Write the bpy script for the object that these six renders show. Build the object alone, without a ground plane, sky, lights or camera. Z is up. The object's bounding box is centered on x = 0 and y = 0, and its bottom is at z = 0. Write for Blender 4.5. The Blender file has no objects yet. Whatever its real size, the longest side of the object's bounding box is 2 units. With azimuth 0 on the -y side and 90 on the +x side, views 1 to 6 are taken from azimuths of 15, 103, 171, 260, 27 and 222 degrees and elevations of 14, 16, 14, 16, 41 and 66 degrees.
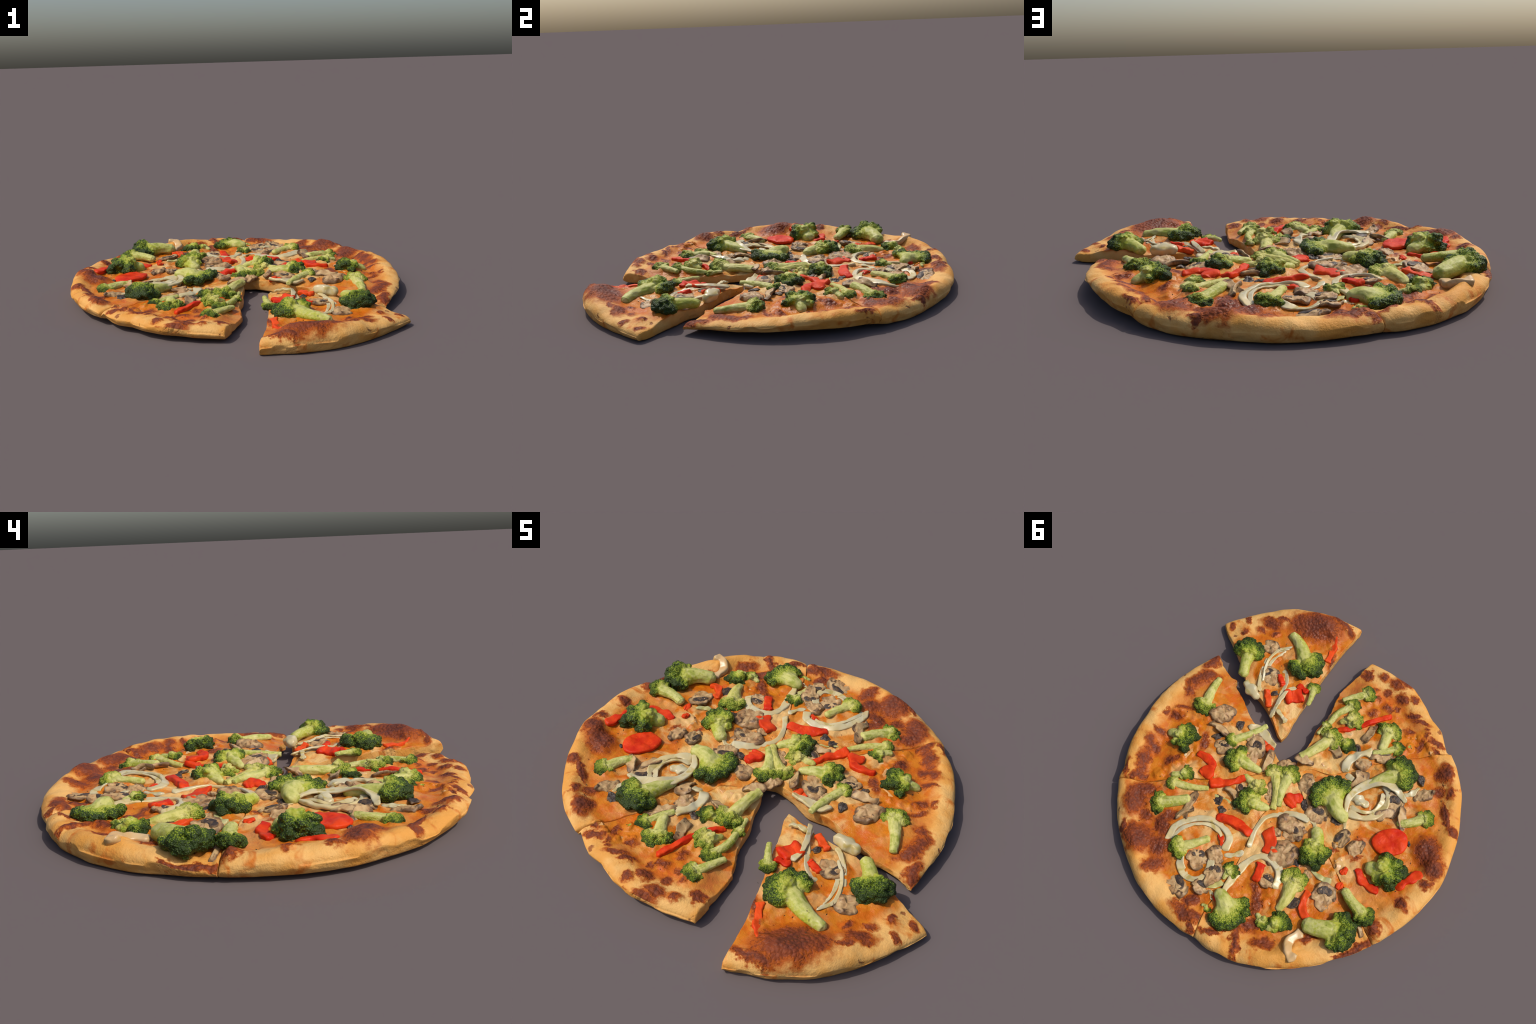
"""A vegetable pizza cut into slices, one slice pulled out of it.

Everything is modelled: the bread is a solid lofted between the two knife cuts
of each slice, with a rim profile and melted-cheese relief; the toppings are
swept, pillowed or voxel-fused pieces that sit on that relief.
"""
import bpy
import bmesh
import math
import numpy as np
from mathutils import Matrix, Vector

RNG = np.random.default_rng(7)


# --------------------------------------------------------------------------
# noise
# --------------------------------------------------------------------------
def _hash(ix, iy, iz, seed):
    h = (ix * 374761393 + iy * 668265263 + iz * 2147483647 + seed * 974634721) & 0xFFFFFFFF
    h = ((h ^ (h >> 13)) * 1274126177) & 0xFFFFFFFF
    h = ((h ^ (h >> 16)) * 2246822519) & 0xFFFFFFFF
    return ((h ^ (h >> 15)) & 0xFFFFFF) / float(0xFFFFFF)


def noise(p, scale, seed=0):
    """smooth value noise in -1..1 at points p (n,3)"""
    q = np.asarray(p, float) * scale + 137.0
    i = np.floor(q).astype(np.int64)
    f = q - i
    f = f * f * f * (f * (f * 6 - 15) + 10)
    out = 0.0
    for dx in (0, 1):
        for dy in (0, 1):
            for dz in (0, 1):
                w = (f[:, 0] if dx else 1 - f[:, 0]) * (f[:, 1] if dy else 1 - f[:, 1]) * (f[:, 2] if dz else 1 - f[:, 2])
                out = out + w * _hash(i[:, 0] + dx, i[:, 1] + dy, i[:, 2] + dz, seed)
    return out * 2 - 1


def fbm(p, scale, seed=0, octaves=3):
    total, amp, norm = 0.0, 1.0, 0.0
    for k in range(octaves):
        total = total + amp * noise(p, scale * 2 ** k, seed + 17 * k)
        norm += amp
        amp *= 0.5
    return total / norm


def cells(p, scale, seed=0):
    """distance to the nearest of jittered cell points, 0 at a point"""
    q = np.asarray(p, float) * scale + 91.0
    i = np.floor(q).astype(np.int64)
    best = np.full(len(q), 9.0)
    for dx in (-1, 0, 1):
        for dy in (-1, 0, 1):
            for dz in (-1, 0, 1):
                c = i + np.array([dx, dy, dz])
                jx = _hash(c[:, 0], c[:, 1], c[:, 2], seed)
                jy = _hash(c[:, 0], c[:, 1], c[:, 2], seed + 5)
                jz = _hash(c[:, 0], c[:, 1], c[:, 2], seed + 9)
                d = (c[:, 0] + jx - q[:, 0]) ** 2 + (c[:, 1] + jy - q[:, 1]) ** 2 + (c[:, 2] + jz - q[:, 2]) ** 2
                best = np.minimum(best, d)
    return np.sqrt(best)


def smooth(a, b, x):
    t = np.clip((x - a) / (b - a), 0, 1)
    return t * t * (3 - 2 * t)


def spline(points, n):
    """Catmull-Rom through the points, n samples evenly spaced by length"""
    p = np.asarray(points, float)
    p = np.vstack([2 * p[0] - p[1], p, 2 * p[-1] - p[-2]])
    dense = []
    for k in range(1, len(p) - 2):
        t = np.linspace(0, 1, 24, endpoint=False)[:, None]
        a, b, c, d = p[k - 1], p[k], p[k + 1], p[k + 2]
        dense.append(0.5 * (2 * b + (c - a) * t + (2 * a - 5 * b + 4 * c - d) * t ** 2 + (3 * b - a - 3 * c + d) * t ** 3))
    dense.append(p[-2][None])
    dense = np.vstack(dense)
    s = np.r_[0, np.cumsum(np.linalg.norm(np.diff(dense, axis=0), axis=1))]
    u = np.linspace(0, s[-1], n)
    return np.stack([np.interp(u, s, dense[:, k]) for k in range(p.shape[1])], 1)


# --------------------------------------------------------------------------
# mesh helpers
# --------------------------------------------------------------------------
def new_mesh(name, verts, faces, material, smooth_shade=True):
    me = bpy.data.meshes.new(name)
    me.from_pydata([tuple(map(float, v)) for v in verts], [], [tuple(map(int, f)) for f in faces])
    me.update()
    if smooth_shade:
        me.shade_smooth()
    me.materials.append(material)
    return me


def add(name, data, parent):
    ob = bpy.data.objects.new(name, data)
    bpy.context.collection.objects.link(ob)
    ob.parent = parent
    return ob


def grid_faces(rows, cols, wrap=False, start=0):
    r, c = np.meshgrid(np.arange(rows - 1), np.arange(cols if wrap else cols - 1), indexing="ij")
    a = start + r * cols + c
    b = start + r * cols + (c + 1) % cols
    return np.stack([a, b, b + cols, a + cols], -1).reshape(-1, 4)


# --------------------------------------------------------------------------
# node helpers
# --------------------------------------------------------------------------
class Nodes:
    def __init__(self, name):
        self.mat = bpy.data.materials.new(name)
        self.mat.use_nodes = True
        self.tree = self.mat.node_tree
        self.tree.nodes.clear()
        self.out = self.tree.nodes.new("ShaderNodeOutputMaterial")
        self.bsdf = self.tree.nodes.new("ShaderNodeBsdfPrincipled")
        self.link(self.bsdf.outputs[0], self.out.inputs[0])

    def link(self, a, b):
        self.tree.links.new(a, b)

    def put(self, socket, value):
        if isinstance(value, bpy.types.NodeSocket):
            self.link(value, socket)
        elif socket.type == "RGBA":
            socket.default_value = (*value, 1.0) if len(value) == 3 else value
        else:
            socket.default_value = value

    def node(self, kind, inputs=(), out=0, **props):
        n = self.tree.nodes.new(kind)
        for k, v in props.items():
            setattr(n, k, v)
        for k, v in dict(inputs).items():
            self.put(n.inputs[k], v)
        return n.outputs[out]

    def coord(self):
        return self.node("ShaderNodeTexCoord", out="Object")

    def math(self, op, a, b=0.0, c=0.0, clamp=False):
        n = self.tree.nodes.new("ShaderNodeMath")
        n.operation, n.use_clamp = op, clamp
        for k, v in enumerate((a, b, c)):
            self.put(n.inputs[k], v)
        return n.outputs[0]

    def vmath(self, op, a, b=None, scale=None, out=0):
        n = self.tree.nodes.new("ShaderNodeVectorMath")
        n.operation = op
        self.put(n.inputs[0], a)
        if b is not None:
            self.put(n.inputs[1], b)
        if scale is not None:
            self.put(n.inputs["Scale"], scale)
        return n.outputs[out]

    def noise(self, vec, scale, detail=3.0, rough=0.55, distort=0.0, out=0):
        return self.node("ShaderNodeTexNoise", {"Vector": vec, "Scale": scale, "Detail": detail, "Roughness": rough, "Distortion": distort}, out=out)

    def voronoi(self, vec, scale, feature="F1", out="Distance", rand=1.0):
        return self.node("ShaderNodeTexVoronoi", {"Vector": vec, "Scale": scale, "Randomness": rand}, out=out, feature=feature)

    def step(self, x, lo, hi, a=0.0, b=1.0):
        return self.node("ShaderNodeMapRange", {"Value": x, "From Min": lo, "From Max": hi, "To Min": a, "To Max": b}, interpolation_type="SMOOTHSTEP")

    def mix(self, f, a, b, blend="MIX"):
        n = self.tree.nodes.new("ShaderNodeMix")
        n.data_type, n.blend_type, n.clamp_factor = "RGBA", blend, True
        self.put(n.inputs[0], f)
        self.put(n.inputs[6], a)
        self.put(n.inputs[7], b)
        return n.outputs[2]

    def prop(self, name):
        return self.node("ShaderNodeAttribute", out="Fac", attribute_type="OBJECT", attribute_name='["%s"]' % name)

    def bump(self, height, strength, distance):
        return self.node("ShaderNodeBump", {"Height": height, "Strength": strength, "Distance": distance})

    def finish(self, color, rough=0.5, normal=None, spec=0.4, sss=0.0, radius=(0.02, 0.01, 0.005), coat=0.0):
        b = self.bsdf
        self.put(b.inputs["Base Color"], color)
        self.put(b.inputs["Roughness"], rough)
        b.inputs["Specular IOR Level"].default_value = spec
        if sss:
            b.inputs["Subsurface Weight"].default_value = sss
            b.inputs["Subsurface Radius"].default_value = radius
            b.inputs["Subsurface Scale"].default_value = 1.0
        if coat:
            b.inputs["Coat Weight"].default_value = coat
            b.inputs["Coat Roughness"].default_value = 0.25
        if normal is not None:
            self.put(b.inputs["Normal"], normal)
        return self.mat


def lin(r, g, b):
    """sRGB 0-255 to linear"""
    f = lambda c: c / 12.92 if c <= 0.04045 else ((c + 0.055) / 1.055) ** 2.4
    return tuple(f(c / 255) for c in (r, g, b))


# --------------------------------------------------------------------------
# the things
# --------------------------------------------------------------------------
def thing(name, label, category, at):
    ob = bpy.data.objects.new(name, None)
    bpy.context.collection.objects.link(ob)
    ob.location = at
    ob["label"], ob["category"] = label, category
    return ob


pizza_thing = thing("pizza", "round vegetable pizza with broccoli, onion, mushroom, red pepper, one slice missing", "pizza", (0, 0, 0))
slice_thing = thing("pizza_slice", "pulled-out pizza slice with broccoli, onion and red pepper", "pizza slice", (0, 0, 0))


def spot(x, y, a, b, turn=0.0, dark=1.0):
    return (x, y, a, b, math.radians(turn), dark)


# browned spots and knife cuts, in metres

SPOTS = {
"S": [
    spot(0.555, -0.806, 0.151, 0.098, turn=-147, dark=1),
    spot(0.435, -0.931, 0.025, 0.081, turn=-94, dark=1),
    spot(0.765, -0.644, 0.073, 0.040, turn=-153, dark=0.6),
    spot(0.884, -0.566, 0.020, 0.031, turn=-135, dark=0.6),
    spot(0.925, -0.465, 0.018, 0.037, turn=-158, dark=0.6),
    spot(0.839, -0.491, 0.023, 0.020, turn=-135, dark=0.7),
    spot(0.707, -0.606, 0.034, 0.024, turn=-135, dark=0.6),
    spot(0.328, -0.697, 0.020, 0.059, turn=-147, dark=0.8),
    spot(0.785, -0.569, 0.029, 0.027, turn=-135, dark=0.5),
    spot(0.389, -0.764, 0.020, 0.023, turn=-135, dark=0.6),
    spot(0.724, -0.702, 0.043, 0.024, turn=-135, dark=0.5),
    spot(0.506, -0.933, 0.025, 0.041, turn=-101, dark=0.8)],
"A": [
    spot(0.827, -0.222, 0.071, 0.035, turn=-95, dark=0.8),
    spot(0.793, -0.084, 0.090, 0.043, turn=-96, dark=0.7),
    spot(0.787, 0.010, 0.028, 0.047, turn=-135, dark=0.6),
    spot(0.763, -0.142, 0.056, 0.032, turn=-124, dark=0.7),
    spot(0.724, 0.112, 0.050, 0.021, turn=-146, dark=0.7),
    spot(0.709, 0.180, 0.038, 0.027, turn=-135, dark=0.8),
    spot(0.769, 0.200, 0.022, 0.018, turn=-135, dark=0.6),
    spot(0.703, 0.306, 0.041, 0.025, turn=178, dark=0.7),
    spot(0.681, 0.389, 0.065, 0.032, turn=165, dark=0.7),
    spot(0.636, 0.488, 0.035, 0.083, turn=-146, dark=0.8),
    spot(0.592, 0.566, 0.045, 0.029, turn=-135, dark=0.8),
    spot(0.538, 0.381, 0.047, 0.032, turn=-124, dark=0.8),
    spot(0.485, 0.177, 0.024, 0.056, turn=-146, dark=0.7),
    spot(0.669, 0.582, 0.013, 0.057, turn=-146, dark=0.5),
    spot(0.605, 0.599, 0.033, 0.017, turn=-135, dark=0.7)],
"B": [
    spot(0.496, 0.669, 0.068, 0.095, turn=-146, dark=0.95),
    spot(0.506, 0.591, 0.079, 0.042, turn=-146, dark=0.9),
    spot(0.329, 0.801, 0.079, 0.082, turn=-135, dark=1),
    spot(0.222, 0.761, 0.062, 0.075, turn=-156, dark=0.85),
    spot(0.308, 0.628, 0.066, 0.047, turn=-114, dark=0.8),
    spot(0.163, 0.840, 0.072, 0.037, turn=-114, dark=0.7),
    spot(0.430, 0.816, 0.018, 0.035, turn=-135, dark=0.9),
    spot(-0.111, 0.839, 0.039, 0.032, turn=-135, dark=0.9),
    spot(-0.130, 0.908, 0.082, 0.038, turn=-175, dark=0.75),
    spot(-0.187, 0.886, 0.050, 0.036, turn=-165, dark=0.75),
    spot(-0.210, 0.937, 0.024, 0.019, turn=-135, dark=0.8),
    spot(0.288, 0.675, 0.043, 0.054, turn=-135, dark=0.8),
    spot(0.387, 0.697, 0.038, 0.035, turn=-135, dark=0.7)],
"C": [
    spot(-0.358, 0.622, 0.027, 0.077, turn=-141, dark=0.85),
    spot(-0.411, 0.730, 0.044, 0.032, turn=-135, dark=0.9),
    spot(-0.432, 0.849, 0.022, 0.092, turn=-141, dark=1),
    spot(-0.523, 0.743, 0.058, 0.033, turn=-136, dark=0.75),
    spot(-0.300, 0.890, 0.056, 0.018, turn=-150, dark=0.8),
    spot(-0.341, 0.815, 0.085, 0.015, turn=-135, dark=0.6),
    spot(-0.875, 0.436, 0.091, 0.020, turn=-110, dark=1.3),
    spot(-0.850, 0.506, 0.049, 0.012, turn=-121, dark=1.1),
    spot(-0.668, 0.559, 0.049, 0.022, turn=-116, dark=0.5),
    spot(-0.294, 0.562, 0.025, 0.038, turn=-135, dark=0.5)],
"D": [
    spot(-0.596, -0.616, 0.040, 0.066, turn=-135, dark=0.9),
    spot(-0.688, -0.542, 0.026, 0.039, turn=-135, dark=0.85),
    spot(-0.809, -0.201, 0.071, 0.093, turn=-120, dark=1),
    spot(-0.890, -0.143, 0.058, 0.054, turn=-135, dark=1),
    spot(-0.746, -0.424, 0.018, 0.084, turn=-130, dark=0.8),
    spot(-0.830, -0.376, 0.038, 0.027, turn=-146, dark=0.9),
    spot(-0.911, -0.056, 0.042, 0.026, turn=-156, dark=0.85),
    spot(-0.899, 0.111, 0.033, 0.037, turn=-116, dark=0.95),
    spot(-0.875, 0.295, 0.036, 0.045, turn=-156, dark=0.85),
    spot(-0.553, 0.079, 0.028, 0.024, turn=-135, dark=0.45),
    spot(-0.445, 0.139, 0.028, 0.018, turn=-135, dark=0.4),
    spot(-0.500, 0.001, 0.023, 0.021, turn=-135, dark=0.35),
    spot(-0.629, -0.504, 0.034, 0.028, turn=-135, dark=0.5),
    spot(-0.570, -0.586, 0.027, 0.043, turn=-135, dark=0.5)],
"E": [
    spot(0.118, -0.780, 0.036, 0.026, turn=-147, dark=0.56),
    spot(0.051, -0.836, 0.031, 0.029, turn=-135, dark=0.64),
    spot(-0.037, -0.777, 0.025, 0.025, turn=-135, dark=0.56),
    spot(-0.041, -0.849, 0.048, 0.035, turn=-170, dark=0.56),
    spot(-0.126, -0.800, 0.033, 0.034, turn=-135, dark=0.8),
    spot(-0.175, -0.838, 0.022, 0.028, turn=-135, dark=0.64),
    spot(-0.092, -0.709, 0.030, 0.031, turn=-135, dark=0.56),
    spot(-0.239, -0.770, 0.046, 0.019, turn=-141, dark=0.68),
    spot(-0.293, -0.753, 0.059, 0.019, turn=-158, dark=0.64),
    spot(-0.286, -0.677, 0.032, 0.021, turn=-146, dark=0.56),
    spot(-0.058, -0.623, 0.033, 0.028, turn=-135, dark=0.56),
    spot(-0.373, -0.721, 0.019, 0.018, turn=-135, dark=0.56),
    spot(-0.442, -0.723, 0.051, 0.018, turn=-169, dark=0.68),
    spot(-0.480, -0.677, 0.019, 0.037, turn=-119, dark=0.68),
    spot(-0.383, -0.647, 0.019, 0.045, turn=-158, dark=0.48),
    spot(-0.072, -0.891, 0.070, 0.022, turn=-175, dark=0.64),
    spot(-0.178, -0.907, 0.021, 0.064, turn=-98, dark=0.48),
    spot(0.020, -0.743, 0.028, 0.016, turn=-135, dark=0.48),
    spot(-0.021, -0.707, 0.022, 0.019, turn=-135, dark=0.4),
    spot(-0.141, -0.738, 0.022, 0.022, turn=-135, dark=0.48),
    spot(0.140, -0.804, 0.028, 0.016, turn=-135, dark=0.48),
    spot(-0.352, -0.743, 0.022, 0.012, turn=-135, dark=0.48)],
}
CUTS = {
    "UL": [(0.006, -0.043), (0.078, -0.037), (0.187, -0.072), (0.287, -0.115), (0.387, -0.119), (0.514, -0.168), (0.630, -0.208), (0.647, -0.241), (0.695, -0.239), (0.778, -0.261), (0.848, -0.293)],
    "L": [(0.005, -0.044), (0.116, 0.077), (0.205, 0.212), (0.315, 0.327), (0.418, 0.429), (0.540, 0.549), (0.598, 0.603), (0.662, 0.651)],
    "LL": [(-0.001, -0.043), (-0.001, 0.022), (-0.039, 0.150), (-0.039, 0.215), (-0.058, 0.317), (-0.108, 0.438), (-0.153, 0.560), (-0.181, 0.696), (-0.201, 0.835), (-0.255, 0.957)],
    "LR": [(-0.011, -0.048), (-0.095, 0.005), (-0.223, 0.075), (-0.322, 0.113), (-0.454, 0.171), (-0.602, 0.245), (-0.773, 0.307), (-0.905, 0.353)],
    "R": [(-0.011, -0.052), (-0.048, -0.118), (-0.135, -0.171), (-0.175, -0.236), (-0.270, -0.391), (-0.370, -0.522), (-0.481, -0.662), (-0.529, -0.731)],
    "UR": [(0.001, -0.045), (0.036, -0.125), (0.058, -0.211), (0.098, -0.342), (0.117, -0.453), (0.152, -0.577), (0.161, -0.604), (0.155, -0.754), (0.163, -0.783), (0.156, -0.872)],
    "SL": [(0.208, -0.142), (0.248, -0.138), (0.315, -0.169), (0.391, -0.201), (0.470, -0.222), (0.608, -0.241), (0.692, -0.305), (0.776, -0.338), (0.902, -0.401), (0.976, -0.459)],
    "SR": [(0.202, -0.149), (0.183, -0.204), (0.212, -0.293), (0.237, -0.399), (0.274, -0.551), (0.303, -0.706), (0.332, -0.876), (0.361, -0.994)],
}


# --------------------------------------------------------------------------
# bread: rim outline and height rules
# --------------------------------------------------------------------------
# azimuth in degrees about the disc centre -> outer radius, ridge height, height of the lower rim edge
MAIN = dict(
    centre=np.array([-0.047, 0.051]),
    radius=[(-21, .960), (-13, .942), (-3.6, .937), (8, .927), (17, .914), (27, .916), (36, .910), (40, .930), (48, .932), (59, .934), (68, .933),
            (77, .941), (85, .943), (94, .941), (102.7, .932), (108, .947), (115, .957), (124, .956), (132, .949), (140, .941), (147, .934), (154, .930),
            (161, .924), (167, .930), (173, .933), (181, .932), (190, .942), (198, .935), (206, .934), (213, .932), (221, .935), (230, .935), (238, .930),
            (239, .910), (247, .933), (252, .922), (258, .940), (265, .958), (273, .949), (282.5, .947)],
    ridge=[(-21, .054), (-10, .068), (0, .078), (10, .092), (23, .112), (36, .108), (40.4, .088), (45, .090), (55, .090), (61, .098), (73, .092), (88, .078),
           (99, .080), (102.7, .074), (108, .086), (119, .090), (128, .100), (138, .097), (146, .090), (151, .050), (159, .048), (163, .086), (172, .098),
           (188, .105), (206, .100), (213, .076), (222, .096), (230, .094), (238, .082), (245, .080), (260, .085), (276, .088), (282.5, .074)],
    lower=[(-21, .018), (-12, .031), (0, .035), (15, .040), (28, .031), (40, .024), (44, .010), (50, .005), (80, .006), (100, .012), (106, .005), (140, .006),
           (160, .014), (190, .020), (210, .020), (225, .032), (238, .034), (243, .026), (255, .028), (270, .026), (282.5, .016)],
)
PULLED = dict(
    centre=np.array([0.12, -0.20]),
    radius=[(-73.1, .838), (-64.2, .852), (-53.9, .868), (-44.2, .880), (-34.6, .882), (-24.9, .891), (-16.8, .902)],
    ridge=[(-73.1, .066), (-64, .090), (-55, .098), (-44, .094), (-35, .080), (-25, .066), (-16.8, .048)],
    lower=[(-73.1, .0), (-60, .0), (-45, .0), (-30, .0), (-16.8, .004)],
)


def rule(disc, key, azimuth):
    k = np.array(disc[key])
    return np.interp(azimuth, k[:, 0], k[:, 1])


BUMPS = {"pizza": [], "pizza_slice": []}      # melted cheese climbs the toppings: x, y, radius, height


def polar(disc, xy):
    d = xy - disc["centre"]
    az = np.degrees(np.arctan2(d[:, 1], d[:, 0]))
    if disc is MAIN:
        az = np.where(az < -40, az + 360, az)
    return az, np.hypot(d[:, 0], d[:, 1])


def top_height(disc, xy, plain=False):
    """height of the upper surface at xy (n,2)"""
    xy = np.asarray(xy, float)
    az, r = polar(disc, xy)
    p = np.c_[xy, np.zeros(len(xy))]
    edge = np.maximum(rule(disc, "radius", az) + 0.004 * noise(p, 14, 3) - r, 0)
    ridge = rule(disc, "ridge", az) + 0.007 * noise(p, 8, 5) + 0.004 * noise(p, 20, 6)
    lower = rule(disc, "lower", az)
    mid = lower + 0.48 * (ridge - lower)
    round_w = 0.052 + 0.010 * noise(p, 6, 8)
    u = np.clip(edge / round_w, 0, 1)
    rim = mid + (ridge - mid) * np.sqrt(np.clip(1 - (1 - u) ** 2, 0, 1))
    inner = INNER + 0.2 * lower * smooth(0.7, 0.1, edge) + 0.007 * fbm(p, 5, 11, 2) + 0.006 * noise(p, 13, 12) + 0.0015 * noise(p, 34, 13)
    if disc is MAIN:
        hump = lambda x, y, r: np.exp(-((xy[:, 0] - x) ** 2 + (xy[:, 1] - y) ** 2) / r ** 2)
        inner = inner + (0.010 * smooth(-0.25, 0.35, 0.7 * (xy[:, 0] + xy[:, 1])) + 0.018 * hump(0.25, 0.0, 0.22) + 0.012 * hump(-0.55, 0.24, 0.2) + 0.014 * hump(0.33, 0.52, 0.2) + 0.008 * hump(0.5, 0.15, 0.2) + 0.010 * hump(-0.05, -0.02, 0.15)) * smooth(0.12, 0.4, edge)
    if disc is PULLED:
        inner = inner + 0.010 - 0.018 * smooth(0.62, 0.80, edge)
    fall = smooth(round_w, round_w + 0.105 + 0.03 * noise(p, 7, 21), edge)
    z = rim * (1 - fall) + inner * fall
    if not plain:
        for x, y, a, b, turn, dark in SPOTS_OF[id(disc)]:
            dx, dy = xy[:, 0] - x, xy[:, 1] - y
            q = np.hypot((dx * math.cos(turn) + dy * math.sin(turn)) / a, (dy * math.cos(turn) - dx * math.sin(turn)) / b)
            near = q < 1.3
            w = smooth(1.3, 0.3, q[near]) * min(dark, 1)
            z[near] += w * (0.002 + 0.28 * min(a, b, 0.09) + 0.004 * (0.8 - cells(p[near], 55, 31)))
        lift = np.zeros(len(z))
        for x, y, rad, h in BUMPS["pizza" if disc is MAIN else "pizza_slice"]:
            q = np.hypot(xy[:, 0] - x, xy[:, 1] - y) / rad
            near = q < 1.6
            lift[near] = np.maximum(lift[near], h * smooth(1.6, 0.6, q[near]))
        z = z + lift * smooth(0.02, 0.08, edge) * (1 + 0.5 * noise(p, 40, 33))
        z = z + 0.0012 * fbm(p, 45, 41, 2) * smooth(0.05, 0.12, edge)
    return z


INNER = 0.057


def surface_z(parent, x, y):
    disc = MAIN if parent is pizza_thing else PULLED
    return float(top_height(disc, np.array([[x, y]]), plain=True)[0])


# --------------------------------------------------------------------------
# bread and cheese material: one per slice, with its own browned spots
# --------------------------------------------------------------------------
def bread_material(name, disc, spots, seed):
    m = Nodes(name)
    co = m.coord()
    seeded = m.vmath("ADD", co, (seed * 3.1, seed * 1.7, 0))
    # flat coordinates bent by noise
    wob = m.vmath("SUBTRACT", m.noise(seeded, 17, 5, rough=0.65, out="Color"), (0.5, 0.5, 0.5))
    bent = m.vmath("ADD", co, m.vmath("SCALE", wob, scale=0.10))
    brown = 0.0
    for x, y, a, b, turn, dark in spots:
        local = m.node("ShaderNodeMapping", {"Vector": bent, "Location": (x, y, 0), "Rotation": (0, 0, turn), "Scale": (a, b, 50)}, vector_type="TEXTURE")
        v = m.math("MULTIPLY", m.math("SUBTRACT", 1.42, m.vmath("LENGTH", local, out="Value")), 0.5 + 0.5 * dark)
        brown = m.math("MAXIMUM", brown, v)
    c = disc["centre"]
    flat = m.vmath("MULTIPLY", m.vmath("SUBTRACT", co, (c[0], c[1], 0)), (1, 1, 0))
    radius = m.vmath("LENGTH", flat, out="Value")
    big = m.noise(seeded, 7, 4)
    mid = m.noise(seeded, 22, 4)
    fine = m.noise(seeded, 90, 3)
    base_r = 0.935 if disc is MAIN else 0.868
    inset = m.math("SUBTRACT", base_r, radius)                       # distance inside the rim
    inset = m.math("ADD", inset, m.math("MULTIPLY", m.math("SUBTRACT", big, 0.5), 0.10))
    inset = m.math("ADD", inset, m.math("MULTIPLY", m.math("SUBTRACT", mid, 0.5), 0.05))
    # crust dough
    dough = m.mix(m.step(big, 0.35, 0.65), COL["dough"], COL["dough_gold"])
    dough = m.mix(m.step(m.noise(seeded, 11, 3, distort=0.6), 0.56, 0.72), dough, COL["dough_toast"])
    # cheese: creamy in the middle, oily orange towards the rim, with strands of pale melt and sauce showing through
    cream = m.mix(m.step(mid, 0.40, 0.60), COL["cream"], COL["pink"])
    orange = m.mix(m.step(mid, 0.40, 0.60), COL["orange"], COL["gold"])
    oily = m.step(m.math("ADD", inset, m.math("MULTIPLY", m.math("SUBTRACT", big, 0.5), 1.7)), 0.78, 0.34)
    cheese = m.mix(oily, cream, orange)
    sauce = m.step(m.noise(m.vmath("ADD", seeded, (5, 9, 2)), 8, 5, rough=0.6, distort=0.7), 0.54, 0.66)
    cheese = m.mix(m.math("MULTIPLY", sauce, 0.6), cheese, COL["sauce"])
    glow = m.step(m.noise(m.vmath("ADD", seeded, (8, 1, 4)), 13, 4, distort=0.4), 0.56, 0.68)
    cheese = m.mix(m.math("MULTIPLY", glow, 0.7), cheese, COL["amber"])
    pale = m.step(m.noise(m.vmath("ADD", seeded, (15, 3, 8)), 6, 4, rough=0.5, distort=1.0), 0.47, 0.60)
    cheese = m.mix(m.math("MULTIPLY", pale, m.step(inset, 0.15, 0.5, 0.12, 0.7)), cheese, COL["melt"])
    freckle = m.step(m.noise(m.vmath("ADD", seeded, (1, 13, 8)), 30, 3), 0.62, 0.74)
    cheese = m.mix(m.math("MULTIPLY", freckle, 0.4), cheese, COL["toast"])
    color = m.mix(m.step(inset, 0.075, 0.14), dough, cheese)
    # toasted spots, lumpy edge, darker heart
    rag = m.math("ADD", brown, m.math("MULTIPLY", m.math("SUBTRACT", fine, 0.5), 0.7))
    rag = m.math("ADD", rag, m.math("MULTIPLY", m.math("SUBTRACT", mid, 0.5), 0.9))
    scatter = m.math("MULTIPLY", m.step(m.noise(m.vmath("ADD", seeded, (2, 7, 1)), 16, 3), 0.60, 0.74), m.step(inset, 0.42, 0.2))
    rag = m.math("MAXIMUM", rag, m.math("MULTIPLY", scatter, 0.62))
    color = m.mix(m.step(m.math("ADD", brown, m.math("MULTIPLY", m.math("SUBTRACT", mid, 0.5), 0.6)), 0.02, 0.50), color, COL["toast"])
    color = m.mix(m.math("MULTIPLY", m.step(rag, 0.42, 0.70), m.step(m.noise(seeded, 48, 3), 0.30, 0.52, 0.55, 1.0)), color, COL["brown"])
    blister = m.voronoi(seeded, 60)
    deep = m.math("MULTIPLY", m.step(rag, 0.65, 1.25), m.step(blister, 0.15, 0.5, 0.2, 0.9))
    color = m.mix(deep, color, COL["char"])
    # cut sides and underside are plain bread
    nz = m.node("ShaderNodeSeparateXYZ", {0: m.node("ShaderNodeNewGeometry", out="Normal")}, out=2)
    color = m.mix(m.math("MULTIPLY", m.step(nz, 0.45, 0.05), 0.9), color, dough)
    h = m.math("ADD", m.math("MULTIPLY", fine, 0.5), m.math("MULTIPLY", m.math("MULTIPLY", m.step(rag, 0.4, 0.7), blister), -1.2))
    nrm = m.bump(h, 0.7, 0.007)
    sparkle = m.noise(seeded, 160, 2)
    nrm = m.node("ShaderNodeBump", {"Height": sparkle, "Strength": 0.35, "Distance": 0.003, "Normal": nrm})
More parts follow.
